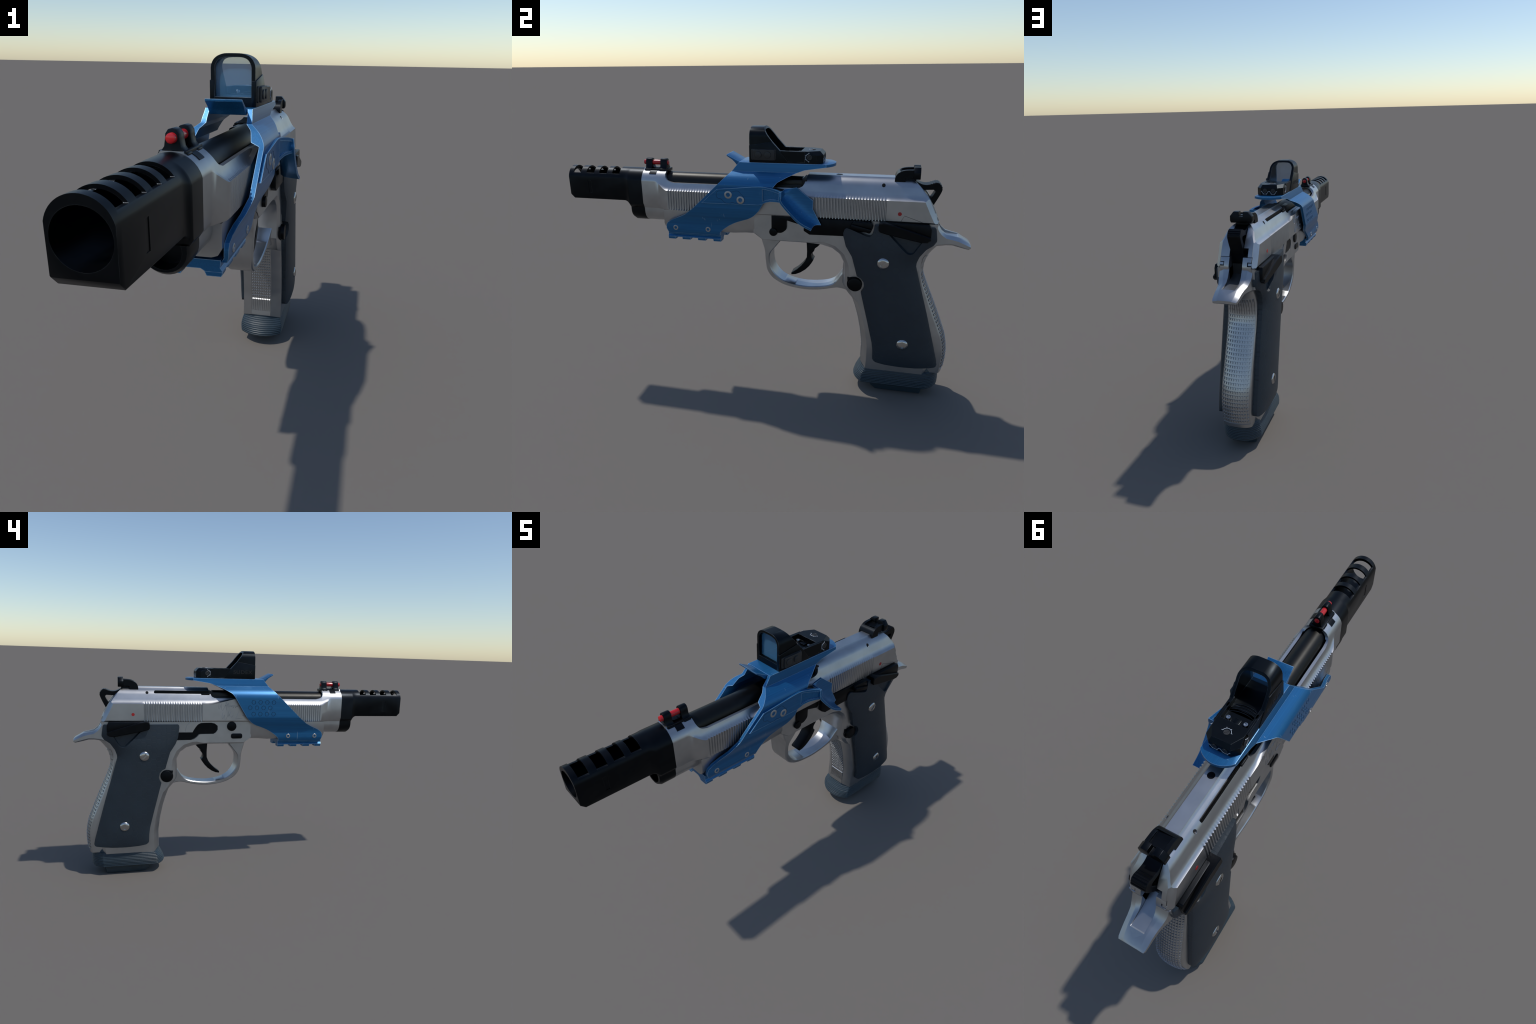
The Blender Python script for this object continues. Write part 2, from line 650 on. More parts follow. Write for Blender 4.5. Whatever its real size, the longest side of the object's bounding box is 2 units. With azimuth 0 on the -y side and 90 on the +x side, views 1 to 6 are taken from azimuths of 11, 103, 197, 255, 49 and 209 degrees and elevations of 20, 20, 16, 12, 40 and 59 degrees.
ENGRAVE = make_plain("engraved_steel", (0.36, 0.39, 0.44), 0.35, 1.0)
handwriting("engraved_signature", [
    [(0.02, 0.95), (0.00, 0.45), (0.02, 0.15), (0.08, 0.55), (0.10, 0.70), (0.11, 0.25), (0.17, 0.02), (0.26, 0.55), (0.31, 1.0), (0.29, 0.55), (0.33, 0.02)],
    [(0.26, 0.50), (0.34, 0.60), (0.40, 0.85), (0.37, 0.45), (0.43, 0.40), (0.46, 0.58), (0.49, 0.40), (0.54, 0.58), (0.53, 0.42), (0.60, 0.60), (0.58, 0.25), (0.66, 0.60), (0.68, 0.30), (0.74, 0.55), (0.76, 0.42), (0.82, 0.60), (0.84, 0.45), (0.90, 0.58)],
], -0.0982, 0.190, 0.972, 0.145, 0.052, SLIDE)
handwriting("engraved_signature", [
    [(0.05, 0.95), (0.00, 0.50), (0.02, 0.10), (0.08, 0.45), (0.10, 0.55), (0.11, 0.15), (0.15, 0.02), (0.22, 0.50), (0.25, 0.98), (0.24, 0.35), (0.30, 0.65), (0.36, 0.95), (0.29, 0.55), (0.38, 0.30), (0.44, 0.55)],
    [(0.66, 1.0), (0.60, 0.50), (0.55, 0.12), (0.70, 0.15), (0.82, 0.12)],
    [(0.80, 0.45), (0.84, 0.60), (0.86, 0.42), (0.90, 0.55)],
], -0.0982, 0.170, 0.918, 0.150, 0.050, SLIDE)

# --------------------------------------------------------------------------
# barrel and compensator
# --------------------------------------------------------------------------
BARREL_OB = cylinder_y("barrel", 0, 1.0295, 0.0525, -0.60, 0.215, BARREL, root, 56)
box("barrel_hood", (-0.048, 0.090, 1.020), (0.048, 0.232, 1.076), BARREL, BARREL_OB, 0.012)


def comp_half(hw, crease, bottom, cham, top=1.097):
    h = top - crease
    r = (hw * hw + h * h) / (2 * h)
    c = top - r
    a0 = math.asin(min(1, (crease - c) / r))
    pts = [(0, bottom), (hw - cham, bottom), (hw, bottom + cham * 1.6), (hw, crease)]
    for k in range(1, 13):
        a = lerp(a0, math.pi / 2, k / 12)
        pts.append((r * math.cos(a) if k < 12 else 0.0, c + r * math.sin(a)))
    return pts


def build_compensator():
    st = [(-1.000, 0.0612, 1.0490, 0.9545, 0.0015), (-0.9815, 0.0615, 1.0490, 0.9360, 0.0015),
          (-0.700, 0.0615, 1.0480, 0.9360, 0.0015), (-0.690, 0.0620, 1.0470, 0.9352, 0.002),
          (-0.680, 0.0645, 1.0450, 0.9300, 0.003), (-0.672, 0.0680, 1.0430, 0.9210, 0.006),
          (-0.667, 0.0705, 1.0420, 0.9120, 0.008), (-0.662, 0.0712, 1.0415, 0.9040, 0.010), (-0.589, 0.0712, 1.0415, 0.9040, 0.010)]
    ob = loft("compensator", [[(x, y, z) for x, z in mirror_half(comp_half(hw, cr, bo, ch))] for y, hw, cr, bo, ch in st], BLACK)
    cut = [cylinder_y("c", 0.001, 1.0230, 0.0555, -1.05, -0.690, DARK, root, 48), cylinder_y("c", 0.0, 1.0320, 0.0570, -0.9840, -0.6930, DARK, root, 48)]
    for y0, y1 in ((-0.9765, -0.9330), (-0.9020, -0.8580), (-0.8310, -0.7865), (-0.7600, -0.7165)):
        cut.append(prism_x("c", rounded([(y0, 1.0680), (y1, 1.0680), (y1, 1.14), (y0, 1.14)], [0.0015, 0.0015, 0, 0], 1), -0.08, 0.08, BLACK))
    for s in (-1, 1):
        cut.append(box("c", (s * 0.0600, -0.8935, 0.9680), (s * 0.07, -0.8755, 1.0320), BLACK))
    boolean(ob, cut)
    bevel(ob, 0.0013, 1, 40)
    # recoil spring housing below
    tube_outline = [(-0.0600, 0.9065), (-0.0600, 0.888)] + [(-x, z) for x, z in circle(0, 0.888, 0.0600, 18, 0, -math.pi)][1:-1] + [(0.0600, 0.888), (0.0600, 0.9065)]
    small = [(x * 0.93, 0.895 + (z - 0.895) * 0.86) for x, z in tube_outline]
    hs = loft("spring_housing", [[(x, y, z) for x, z in o] for y, o in ((-0.6655, small), (-0.652, tube_outline), (-0.5895, tube_outline))], BLACK, ob)
    boolean(hs, cylinder_y("c", 0, 0.888, 0.0440, -0.70, -0.620, DARK))
    return ob


COMP = build_compensator()

# --------------------------------------------------------------------------
# frame: dust cover, mid block, trigger guard, grip core, beavertail
# --------------------------------------------------------------------------
shroud = [(-0.0590, 0.910), (-0.0590, 0.888)] + [(-x, z) for x, z in circle(0, 0.888, 0.0590, 18, 0, -math.pi)][1:-1] + [(0.0590, 0.888), (0.0590, 0.910)]
prism_y("spring_shroud", shroud, -0.5885, -0.40, STEEL, SLIDE)

FHW = 0.0900
P = [(-0.008, 0.9045), (-0.012, 0.812), (0.033, 0.770), (0.25, 0.770), (0.32, 0.764), (0.370, 0.751), (0.408, 0.724), (0.428, 0.685), (0.426, 0.640), (0.424, 0.580), (0.447, 0.538), (0.474, 0.510), (0.600, 0.450), (0.690, 0.600), (0.700, 0.690), (0.735, 0.770), (0.842, 0.806), (0.8435, 0.9045)]
Q = [(-0.008, 0.9045), (-0.012, 0.812), (0.036, 0.790), (0.25, 0.790), (0.34, 0.788), (0.390, 0.772), (0.432, 0.735), (0.455, 0.685), (0.462, 0.625), (0.466, 0.560), (0.476, 0.535), (0.505, 0.495), (0.600, 0.450), (0.690, 0.600), (0.700, 0.690), (0.735, 0.770), (0.842, 0.806), (0.8435, 0.9045)]
mid = [(lerp(p[0], q[0], 0.35), lerp(p[1], q[1], 0.35)) for p, q in zip(P, Q)]
FRAME = slab_x("frame", [(-FHW, Q), (-0.078, mid), (-0.054, P), (0.054, P), (0.078, mid), (FHW, Q)], STEEL, angle=26)
# channel for the hammer, and the trigger opening
side_cuts = [prism_z("c", [(s * 0.0815, -0.10), (s * 0.0815, 0.270), (s * 0.0950, 0.335), (s * 0.20, 0.335), (s * 0.20, -0.10)], 0.60, 1.0, STEEL) for s in (-1, 1)]
boolean(FRAME, side_cuts + [box("c", (-0.031, 0.690, 0.822), (0.031, 1.0, 1.1), STEEL), box("c", (-0.020, 0.235, 0.74), (0.020, 0.315, 0.83), STEEL)], angle=26)

dust = [(-0.0835, 0.9045), (-0.0835, 0.832), (-0.072, 0.808), (-0.055, 0.801), (0.055, 0.801), (0.072, 0.808), (0.0835, 0.832), (0.0835, 0.9045)]
d0 = [(x, z if z > 0.85 else lerp(z, 0.85, 0.20)) for x, z in dust]
d1 = [(x * 0.985, z) for x, z in dust]
loft("dust_cover", [[(x, y, z) for x, z in o] for y, o in ((-0.475, d0), (-0.30, dust), (-0.12, [(x, z - (0.005 if z < 0.81 else 0)) for x, z in dust]), (-0.06, dust), (-0.0075, d1))], STEEL, FRAME)


def build_guard():
    outer = [(0.016, 0.800), (0.028, 0.755), (0.039, 0.715), (0.042, 0.665), (0.049, 0.612), (0.072, 0.573), (0.105, 0.549), (0.142, 0.532), (0.198, 0.5205), (0.256, 0.517), (0.320, 0.523), (0.370, 0.5345), (0.404, 0.5420), (0.445, 0.5380), (0.480, 0.5200)]
    inner = [(0.135, 0.790), (0.098, 0.745), (0.066, 0.702), (0.0625, 0.660), (0.071, 0.622), (0.094, 0.587), (0.125, 0.562), (0.164, 0.5470), (0.207, 0.5385), (0.256, 0.536), (0.318, 0.542), (0.362, 0.553), (0.392, 0.573), (0.418, 0.612), (0.455, 0.660)]
    hw = [0.062, 0.061, 0.060, 0.058, 0.055, 0.051, 0.049, 0.047, 0.046, 0.046, 0.046, 0.047, 0.050, 0.057, 0.066]
    o = catmull([(a, b, w) for (a, b), w in zip(outer, hw)], 4)
    i = catmull([(a, b, 0) for a, b in inner], 4)
    rings = []
    for (oy, oz, w), (iy, iz, _) in zip(o, i):
        c = 0.0045
        d = Vector((iy - oy, iz - oz))
        L = d.length
        d = d / L
        ch = min(c, L * 0.25)
        q = lambda x, s: (x, oy + d.x * s, oz + d.y * s)
        rings.append([q(-w + ch, 0), q(w - ch, 0), q(w, ch), q(w, L - ch), q(w - ch, L), q(-w + ch, L), q(-w, L - ch), q(-w, ch)])
    return loft("trigger_guard", rings, STEEL, FRAME, angle=40)


build_guard()

# grip core, horizontal sections
FRONT_C = [(0.10, 0.531), (0.13, 0.533), (0.19, 0.5355), (0.256, 0.535), (0.33, 0.525), (0.40, 0.510), (0.46, 0.492), (0.51, 0.473), (0.56, 0.459), (0.62, 0.452), (0.80, 0.48)]
BACK_C = [(0.105, 0.925), (0.13, 0.934), (0.168, 0.943), (0.21, 0.947), (0.25, 0.9475), (0.29, 0.942), (0.328, 0.9335), (0.40, 0.906), (0.48, 0.873), (0.56, 0.838), (0.60, 0.821), (0.63, 0.809), (0.655, 0.8030), (0.676, 0.802), (0.70, 0.8045), (0.728, 0.813), (0.755, 0.829), (0.786, 0.855), (0.80, 0.872)]
BACK_E = [(0.105, 0.905), (0.148, 0.914), (0.25, 0.919), (0.29, 0.915), (0.345, 0.902), (0.44, 0.861), (0.50, 0.837), (0.60, 0.800), (0.655, 0.786), (0.70, 0.780), (0.735, 0.783), (0.77, 0.800), (0.786, 0.815), (0.80, 0.830)]
GHW = 0.0907


RIM = 0.0735          # half width of the rounded backstrap


def back_y(x, z):
    """Surface of the rounded backstrap."""
    e, c = table(BACK_E, z), table(BACK_C, z)
    t = min(1.0, abs(x) / RIM)
    return e + (c - e) * (1 - t ** 2.4) ** 0.62


SUNK = 0.0026         # depth of the fields that carry the checkering


def grip_ring(z):
    f, e = table(FRONT_C, z), table(BACK_E, z)
    sf = SUNK * table([(0.150, 0.0), (0.200, 1.0), (0.540, 1.0), (0.5455, 0.0)], z)
    sb = SUNK if 0.158 < z < 0.752 else 0.0
    half = [(0, f + sf), (0.030, f + sf), (0.0452, f + sf), (0.0458, f), (0.0475, f + 0.0025), (0.0500, f + 0.004), (0.087, f + 0.026), (GHW, f + 0.030), (GHW, f + 0.12), (GHW, e - 0.072), (0.0742, e - 0.052)]
    half += [(RIM, back_y(RIM, z)), (0.0720, back_y(0.0720, z)), (0.0685, back_y(0.0685, z))]
    for x in (0.0675, 0.060, 0.050, 0.040, 0.030, 0.015, 0.0):
        half.append((x, back_y(x, z) - sb))
    full = half + [(-x, y) for x, y in reversed(half) if x > 1e-6]
    return [(x, y, z) for x, y in full]


zs = sorted([0.112, 0.14, 0.1575, 0.1585, 0.1595, 0.1605, 0.5445, 0.5455, 0.7515, 0.7525] + [0.14 + (0.80 - 0.14) * k / 40 for k in range(1, 41)])
core = loft("grip_core", [grip_ring(z) for z in zs], STEEL, FRAME, angle=24)
boolean(core, [box("c", (-0.031, 0.690, 0.795), (0.031, 1.0, 1.1), STEEL),
               prism_x("c", [(0.40, 0.05), (0.40, 0.158), (0.531, 0.151), (0.566, 0.1300), (0.846, 0.1300), (0.866, 0.1385), (0.99, 0.1370), (0.99, 0.05)], -0.2, 0.2, STEEL)], angle=24)


def stud(verts, faces, c, u, v, n, hu, hv, h):
    """Small pyramid-topped block on a surface."""
    b = len(verts)
    for k, (a, d, e) in enumerate(((1, 1, -0.001), (1, 1, h))):
        e = e if k else -0.0036
        s = 1.0 if k == 0 else 0.84
        for su, sv in ((-1, -1), (1, -1), (1, 1), (-1, 1)):
            verts.append(c + u * (su * hu * s) + v * (sv * hv * s) + n * e)
    faces += [(b + 4, b + 5, b + 6, b + 7)] + [(b + i, b + (i + 1) % 4, b + 4 + (i + 1) % 4, b + 4 + i) for i in range(4)]


def build_checkering():
    V, F = [], []
    X = Vector((1, 0, 0))
    # backstrap: columns x rows, and upright ribs near the top
    cols = [(-5 + i) * 0.0124 for i in range(11)]
    rows = 27
    for j in range(rows):
        z = lerp(0.172, 0.652, j / (rows - 1))
        for x in cols:
            p = lambda xx, zz: Vector((xx, back_y(xx, zz), zz))
            tu = (p(x + 0.002, z) - p(x - 0.002, z)).normalized()
            tv = (p(x, z + 0.004) - p(x, z - 0.004)).normalized()
            n = tv.cross(tu).normalized()
            if n.y < 0:
                n = -n
            stud(V, F, p(x, z), tu, tv, n, 0.0042, 0.0058, 0.0018)
    for x in cols:
        for k in range(8):
            z = lerp(0.672, 0.738, k / 7)
            tv = (Vector((x, back_y(x, z + 0.004), z + 0.004)) - Vector((x, back_y(x, z - 0.004), z - 0.004))).normalized()
            n = tv.cross(X).normalized()
            if n.y < 0:
                n = -n
            stud(V, F, Vector((x, back_y(x, z), z)), X, tv, n, 0.0041, 0.0075, 0.0014)
    # front strap
    cols = [(-4.5 + i) * 0.0088 for i in range(10)]
    fy = lambda z: table(FRONT_C, z)
    for j in range(20):
        z = lerp(0.247, 0.520, j / 19)
        tv = Vector((0, fy(z + 0.005) - fy(z - 0.005), 0.01)).normalized()
        n = Vector((0, -tv.z, tv.y))
        for x in cols:
            stud(V, F, Vector((x, fy(z), z)), X, tv, n, 0.0028, 0.0044, 0.0014)
    for x in cols:
        z = 0.203
        tv = Vector((0, fy(z + 0.02) - fy(z - 0.02), 0.04)).normalized()
        n = Vector((0, -tv.z, tv.y))
        stud(V, F, Vector((x, fy(z) , z)), X, tv, n, 0.0029, 0.034, 0.0014)
    ob = mesh_object("strap_checkering", V, F, STEEL, FRAME, 20)
    ob["kind"] = "stuff"


build_checkering()


def build_beavertail():
    st = [  # y, top, side edge, bottom, half width
        (0.800, 0.9040, 0.8950, 0.785, 0.080), (0.8440, 0.9030, 0.8850, 0.798, 0.0800), (0.852, 0.8900, 0.8700, 0.800, 0.0795), (0.866, 0.8660, 0.8530, 0.8010, 0.0770),
        (0.888, 0.8480, 0.8360, 0.8030, 0.0710), (0.916, 0.8410, 0.8295, 0.8025, 0.0660), (0.945, 0.8350, 0.8215, 0.7945, 0.0630),
        (0.972, 0.8190, 0.8090, 0.7880, 0.0610), (0.990, 0.8095, 0.8010, 0.7845, 0.0590), (0.9985, 0.8020, 0.7970, 0.7900, 0.0550)]
    rings = []
    for y, t, e, b, w in st:
        c = min(0.008, (e - b) * 0.3)
        k = 0.020
        rings.append([(-w + c, y, b), (w - c, y, b), (w, y, b + c), (w, y, e), (w - k, y, t - 0.002), (w - k - 0.004, y, t), (0, y, t + 0.0005), (-w + k + 0.004, y, t), (-w + k, y, t - 0.002), (-w, y, e), (-w, y, b + c)])
    ob = loft("beavertail", rings, STEEL, FRAME, angle=38)
    boolean(ob, prism_x("c", [(0.70, 0.815), (0.88, 0.820), (0.9450, 0.8340), (0.950, 0.86), (0.950, 1.05), (0.70, 1.05)], -0.031, 0.031, STEEL), angle=38)
    for s in (-1, 1):   # frame rails that show at the rear of the slide
        rail = prism_x("frame_rail", [(0.710, 0.880), (0.8425, 0.880), (0.8490, 0.9050), (0.8470, 0.9180), (0.8300, 0.9535), (0.710, 0.9535)], s * 0.0325, s * 0.0750, STEEL, FRAME, 0.0012)
        boolean(rail, box("c", (s * 0.0560, 0.70, 0.9150), (s * 0.090, 0.90, 0.9340), STEEL))
        prism_x("slide_rail", [(0.760, 0.9190), (0.8440, 0.9190), (0.8390, 0.9300), (0.760, 0.9300)], s * 0.0600, s * 0.0785, STEEL, SLIDE)
    box("frame_channel", (-0.0305, 0.690, 0.790), (0.0305, 0.838, 0.830), DARK, FRAME)
    prism_x("channel_floor", [(0.700, 0.790), (0.802, 0.790), (0.802, 0.915), (0.700, 0.915)], -0.0300, 0.0300, DARK, FRAME)
    prism_x("channel_ramp", [(0.790, 0.800), (0.790, 0.870), (0.830, 0.855), (0.870, 0.8425), (0.910, 0.8360), (0.9445, 0.8325), (0.9445, 0.805), (0.880, 0.805)], -0.0302, 0.0302, STEEL, FRAME)


build_beavertail()

# --------------------------------------------------------------------------
# grip panels
# --------------------------------------------------------------------------
NOTCH = [(0.498, 0.636), (0.518, 0.628), (0.531, 0.612), (0.536, 0.588), (0.531, 0.568), (0.521, 0.553)]
LOWER = [(0.560, 0.400), (0.588, 0.285), (0.5935, 0.245), (0.595, 0.200), (0.600, 0.191), (0.612, 0.184), (0.655, 0.1785), (0.727, 0.1755), (0.800, 0.1770), (0.892, 0.1845), (0.900, 0.188), (0.9045, 0.198), (0.900, 0.220), (0.835, 0.460), (0.782, 0.640), (0.7655, 0.700), (0.766, 0.718), (0.776, 0.748), (0.802, 0.786), (0.820, 0.798), (0.838, 0.808), (0.8455, 0.820), (0.8460, 0.835), (0.8385, 0.884), (0.832, 0.8915)]
LEFT_TOP = [(0.700, 0.8915), (0.560, 0.8915), (0.426, 0.8915), (0.420, 0.888), (0.4175, 0.876), (0.425, 0.815), (0.440, 0.779), (0.4715, 0.732), (0.486, 0.680)]
RIGHT_TOP = [(0.700, 0.8915), (0.569, 0.8915), (0.566, 0.884), (0.5635, 0.862), (0.5590, 0.846), (0.5520, 0.8385), (0.5410, 0.838), (0.500, 0.852), (0.452, 0.869), (0.442, 0.8705), (0.432, 0.864), (0.4255, 0.845), (0.4265, 0.830), (0.440, 0.781), (0.4715, 0.732), (0.486, 0.680)]


def build_panel(side):
    o = NOTCH + LOWER + (LEFT_TOP if side < 0 else RIGHT_TOP)
    ob = slab_x("grip_panel", [(side * 0.0690, o), (side * 0.150, o)], GRIP, root, 50)
    # pillow: convex across the grip, falling off at the ends
    front = [(0.17, 0.592), (0.285, 0.586), (0.55, 0.516), (0.64, 0.494), (0.78, 0.436), (0.83, 0.423), (0.90, 0.415)]
    back = [(0.17, 0.908), (0.20, 0.906), (0.46, 0.836), (0.70, 0.766), (0.74, 0.774), (0.80, 0.828), (0.83, 0.847), (0.90, 0.842)]
    rise = [(0.165, 0.55), (0.18, 0.70), (0.20, 0.85), (0.25, 1.0), (0.78, 1.0), (0.84, 0.80), (0.90, 0.55)]
    us = (0.0, 0.012, 0.035, 0.075, 0.13, 0.21, 0.32, 0.43, 0.50)
    xs = (0.1020, 0.1060, 0.1105, 0.1160, 0.1205, 0.1245, 0.1275, 0.1288, 0.1290)
    us = us + (0.57, 0.68, 0.79, 0.87, 0.925, 0.965, 0.988, 1.0)      # thinner towards the back
    xs = xs + (0.1285, 0.1265, 0.1212, 0.1145, 0.1080, 0.1015, 0.0960, 0.0915)
    rings = []
    for k in range(31):
        z = lerp(0.165, 0.90, k / 30)
        y0, y1, r = table(front, z) - 0.002, table(back, z) + 0.002, table(rise, z)
        rings.append([(side * (0.1020 + (x - 0.1020) * (r if x > 0.1020 else 1.0)), lerp(y0, y1, u), z) for u, x in zip(us, xs)] + [(side * 0.060, y1, z), (side * 0.060, y0, z)])
    boolean(ob, loft("c", rings, GRIP, angle=60), "INTERSECT", angle=40)
    tri = rounded([(0.628, 0.857), (0.722, 0.762), (0.748, 0.762), (0.790, 0.830), (0.790, 0.8700), (0.640, 0.8700)], [0, 0.015, 0.015, 0, 0, 0], 4)
    boolean(ob, slab_x("c", [(side * 0.1060, inset(tri, 0.006)), (side * 0.135, [(y, z) for y, z in inset(tri, -0.002)])], GRIP), angle=50)
    # slotted dome screws
    for (y, z, a) in ((0.616, 0.7150, side * -0.72 + (0 if side > 0 else 0)), (0.732, 0.3050, 0.06)):
        prof = [(0.118, 0.0285), (0.1260, 0.0285), (0.1300, 0.0265), (0.1335, 0.0215), (0.1350, 0.0160)]
        sc = loft("grip_screw", [[(side * x, y + r * math.cos(t), z + r * math.sin(t)) for t in [2 * math.pi * k / 36 for k in range(36)]] for x, r in prof], BRIGHT, ob, angle=30)
        ca, sa = math.cos(a), math.sin(a)
        rect = [(y + u * ca - v * sa, z + u * sa + v * ca) for u, v in ((-0.0062, -0.0155), (0.0062, -0.0155), (0.0062, 0.0155), (-0.0062, 0.0155))]
        boolean(sc, prism_x("c", rect, side * 0.1292, side * 0.16, BRIGHT), angle=30)
    return ob


for side in (-1, 1):
    build_panel(side)


# --------------------------------------------------------------------------
# magazine
# --------------------------------------------------------------------------
def plan_ring(z, y_corner_f, y_f, y_corner_b, y_b, hw):
    """Straight sides, bowed front and rear."""
    half = []
    for t in (0.0, 0.3, 0.55, 0.76, 0.90, 0.97):
        half.append((hw * t, y_f + (y_corner_f - y_f) * t ** 2.2))
    half.append((hw, y_corner_f + 0.006))
    half.append((hw, lerp(y_corner_f, y_corner_b, 0.5)))
    half.append((hw, y_corner_b))
    for t in (0.96, 0.86, 0.70, 0.50, 0.25, 0.0):
        half.append((hw * t, y_b - (y_b - y_corner_b) * t ** 3.0))
    return [(x, y, z) for x, y in half + [(-x, y) for x, y in reversed(half) if x > 1e-6]]


def build_magazine():
    cf = [(0.050, 0.545), (0.10, 0.547), (0.130, 0.563), (0.165, 0.575)]
    yf = [(0.050, 0.5030), (0.055, 0.4995), (0.065, 0.5005), (0.085, 0.5080), (0.102, 0.5165), (0.118, 0.5255), (0.135, 0.5330), (0.165, 0.5450)]
    cb = [(0.050, 0.854), (0.09, 0.858), (0.165, 0.862)]
    yb = [(0.050, 0.9150), (0.058, 0.9215), (0.085, 0.9230), (0.140, 0.9205), (0.165, 0.905)]
    hw = [(0.050, 0.0950), (0.054, 0.0985), (0.075, 0.1005), (0.090, 0.1000), (0.115, 0.0955), (0.132, 0.0900), (0.145, 0.080), (0.165, 0.072)]
    zs = [0.050, 0.0535]
    z = 0.0575
    while z < 0.145:
        zs += [z, z + 0.0022, z + 0.0042, z + 0.0062]
        z += 0.0088
    zs += [0.160, 0.165]
    rings = []
    for k, z in enumerate(zs):
        g = 0.0014 if (1 < k < len(zs) - 2 and (k - 2) % 4 in (1, 2)) else 0.0
        rings.append(plan_ring(z, table(cf, z) + g, table(yf, z) + g, table(cb, z) - g, table(yb, z) - g, table(hw, z) - g))
    ob = loft("magazine", rings, MAGAZINE, angle=25)
    foot = [plan_ring(z, a + 0.012, a, b - 0.01, b, w) for z, a, b, w in ((0.0, 0.612, 0.845, 0.060), (0.003, 0.606, 0.849, 0.064), (0.026, 0.582, 0.852, 0.070), (0.0515, 0.578, 0.853, 0.072))]
    loft("magazine_foot", foot, MAGAZINE, ob, angle=30)
    return ob


build_magazine()

# --------------------------------------------------------------------------
# controls
# --------------------------------------------------------------------------
trig = [(0.243, 0.800), (0.2425, 0.765), (0.2455, 0.715), (0.2445, 0.684), (0.236, 0.663), (0.219, 0.640), (0.195, 0.616), (0.167, 0.596), (0.1675, 0.5855), (0.190, 0.589), (0.214, 0.600), (0.239, 0.618), (0.257, 0.637), (0.270, 0.656), (0.2785, 0.672), (0.2695, 0.679), (0.2655, 0.693), (0.2680, 0.704), (0.2800, 0.7180), (0.2825, 0.7310), (0.2980, 0.7430), (0.3115, 0.7580), (0.306, 0.768), (0.300, 0.800)]
TRIGGER = prism_x("trigger", trig, -0.0305, 0.0305, MATT, root, 0.003, 2)

# hammer: ring with a ribbed spur
SPUR = [(0.735, 1.0860), (0.748, 1.0790), (0.762, 1.0725), (0.780, 1.0700), (0.801, 1.0740), (0.821, 1.0810), (0.837, 1.0780), (0.8490, 1.0620), (0.8510, 1.0460)]
ham_out = catmull(SPUR + [(0.838, 1.014), (0.820, 0.978), (0.804, 0.940)], 3) + [(0.79, 0.875), (0.720, 0.875), (0.715, 0.985), (0.724, 1.05)]
ham_in = [(0.8030, 1.0030), (0.8140, 1.0220), (0.8225, 1.0390), (0.8205, 1.0455), (0.8145, 1.0490), (0.7950, 1.0480), (0.7700, 1.0465), (0.7560, 1.0440), (0.7700, 1.0200), (0.7880, 0.9980)]
HAMMER = prism_x("hammer", ham_out, -0.0315, 0.0315, MATT)
boolean(HAMMER, prism_x("c", ham_in, -0.1, 0.1, MATT))
bevel(HAMMER, 0.0015, 1, 40)
for k in range(7):
    p = catmull(SPUR[3:], 2)[k + 2]
    prism_x("spur_rib", circle(p[0], p[1] - 0.0006, 0.0024, 8), -0.0300, 0.0300, MATT, HAMMER)

# slide stop (right), with its thumb shelf
SLIDE_STOP = prism_x("slide_stop", [(0.2385, 0.8625), (0.2385, 0.842), (0.266, 0.8245), (0.400, 0.8270), (0.430, 0.8275), (0.430, 0.852), (0.540, 0.852), (0.560, 0.885), (0.550, 0.9055), (0.2385, 0.9055)], 0.070, 0.1020, MATT, root, 0.003)
prism_x("thumb_shelf", [(0.457, 0.8800), (0.463, 0.8985), (0.473, 0.9050), (0.553, 0.9040), (0.5610, 0.884), (0.5510, 0.8570), (0.5430, 0.8560)], 0.080, 0.1180, MATT, SLIDE_STOP, 0.004)
prism_x("thumb_rib", [(0.457, 0.8780), (0.462, 0.8960), (0.5560, 0.8740), (0.5495, 0.8560), (0.5430, 0.8555)], 0.100, 0.1290, MATT, SLIDE_STOP, 0.005)

# take-down lever (right)
TAKE = prism_x("takedown_lever", rounded([(0.080, 0.9055), (0.080, 0.832), (0.094, 0.821), (0.130, 0.820), (0.154, 0.840), (0.154, 0.885), (0.217, 0.868), (0.228, 0.880), (0.228, 0.9055)], [0, 0.01, 0.006, 0.012, 0.010, 0.004, 0.004, 0.004, 0], 3), 0.070, 0.0885, MATT, root, 0.003)
cylinder_x("lever_knob", 0.0890, 0.8235, 0.0205, 0.07, 0.0945, MATT, TAKE, 12, 0.004)

# left side: trigger bar in its cut-out, pins
bar = catmull([(0.337, 0.850), (0.326, 0.868), (0.309, 0.889), (0.290, 0.8975)], 3) + [(0.230, 0.8985), (0.208, 0.894), (0.191, 0.880), (0.1905, 0.857), (0.200, 0.842), (0.216, 0.832), (0.296, 0.831)] + catmull([(0.303, 0.829), (0.316, 0.815), (0.332, 0.804), (0.348, 0.799)], 3) + [(0.440, 0.798), (0.440, 0.8440), (0.340, 0.8440)]
bar_cut = prism_x("c", bar, -0.0770, -0.12, STEEL)
boolean(FRAME, bar_cut, angle=26)
TBAR = prism_x("trigger_bar", inset(bar, 0.0008), -0.070, -0.0788, MATT, root)
prism_x("trigger_bar_edge", [(0.345, 0.8000), (0.440, 0.8000), (0.440, 0.8430), (0.345, 0.8430)], -0.075, -0.0868, MATT, TBAR)
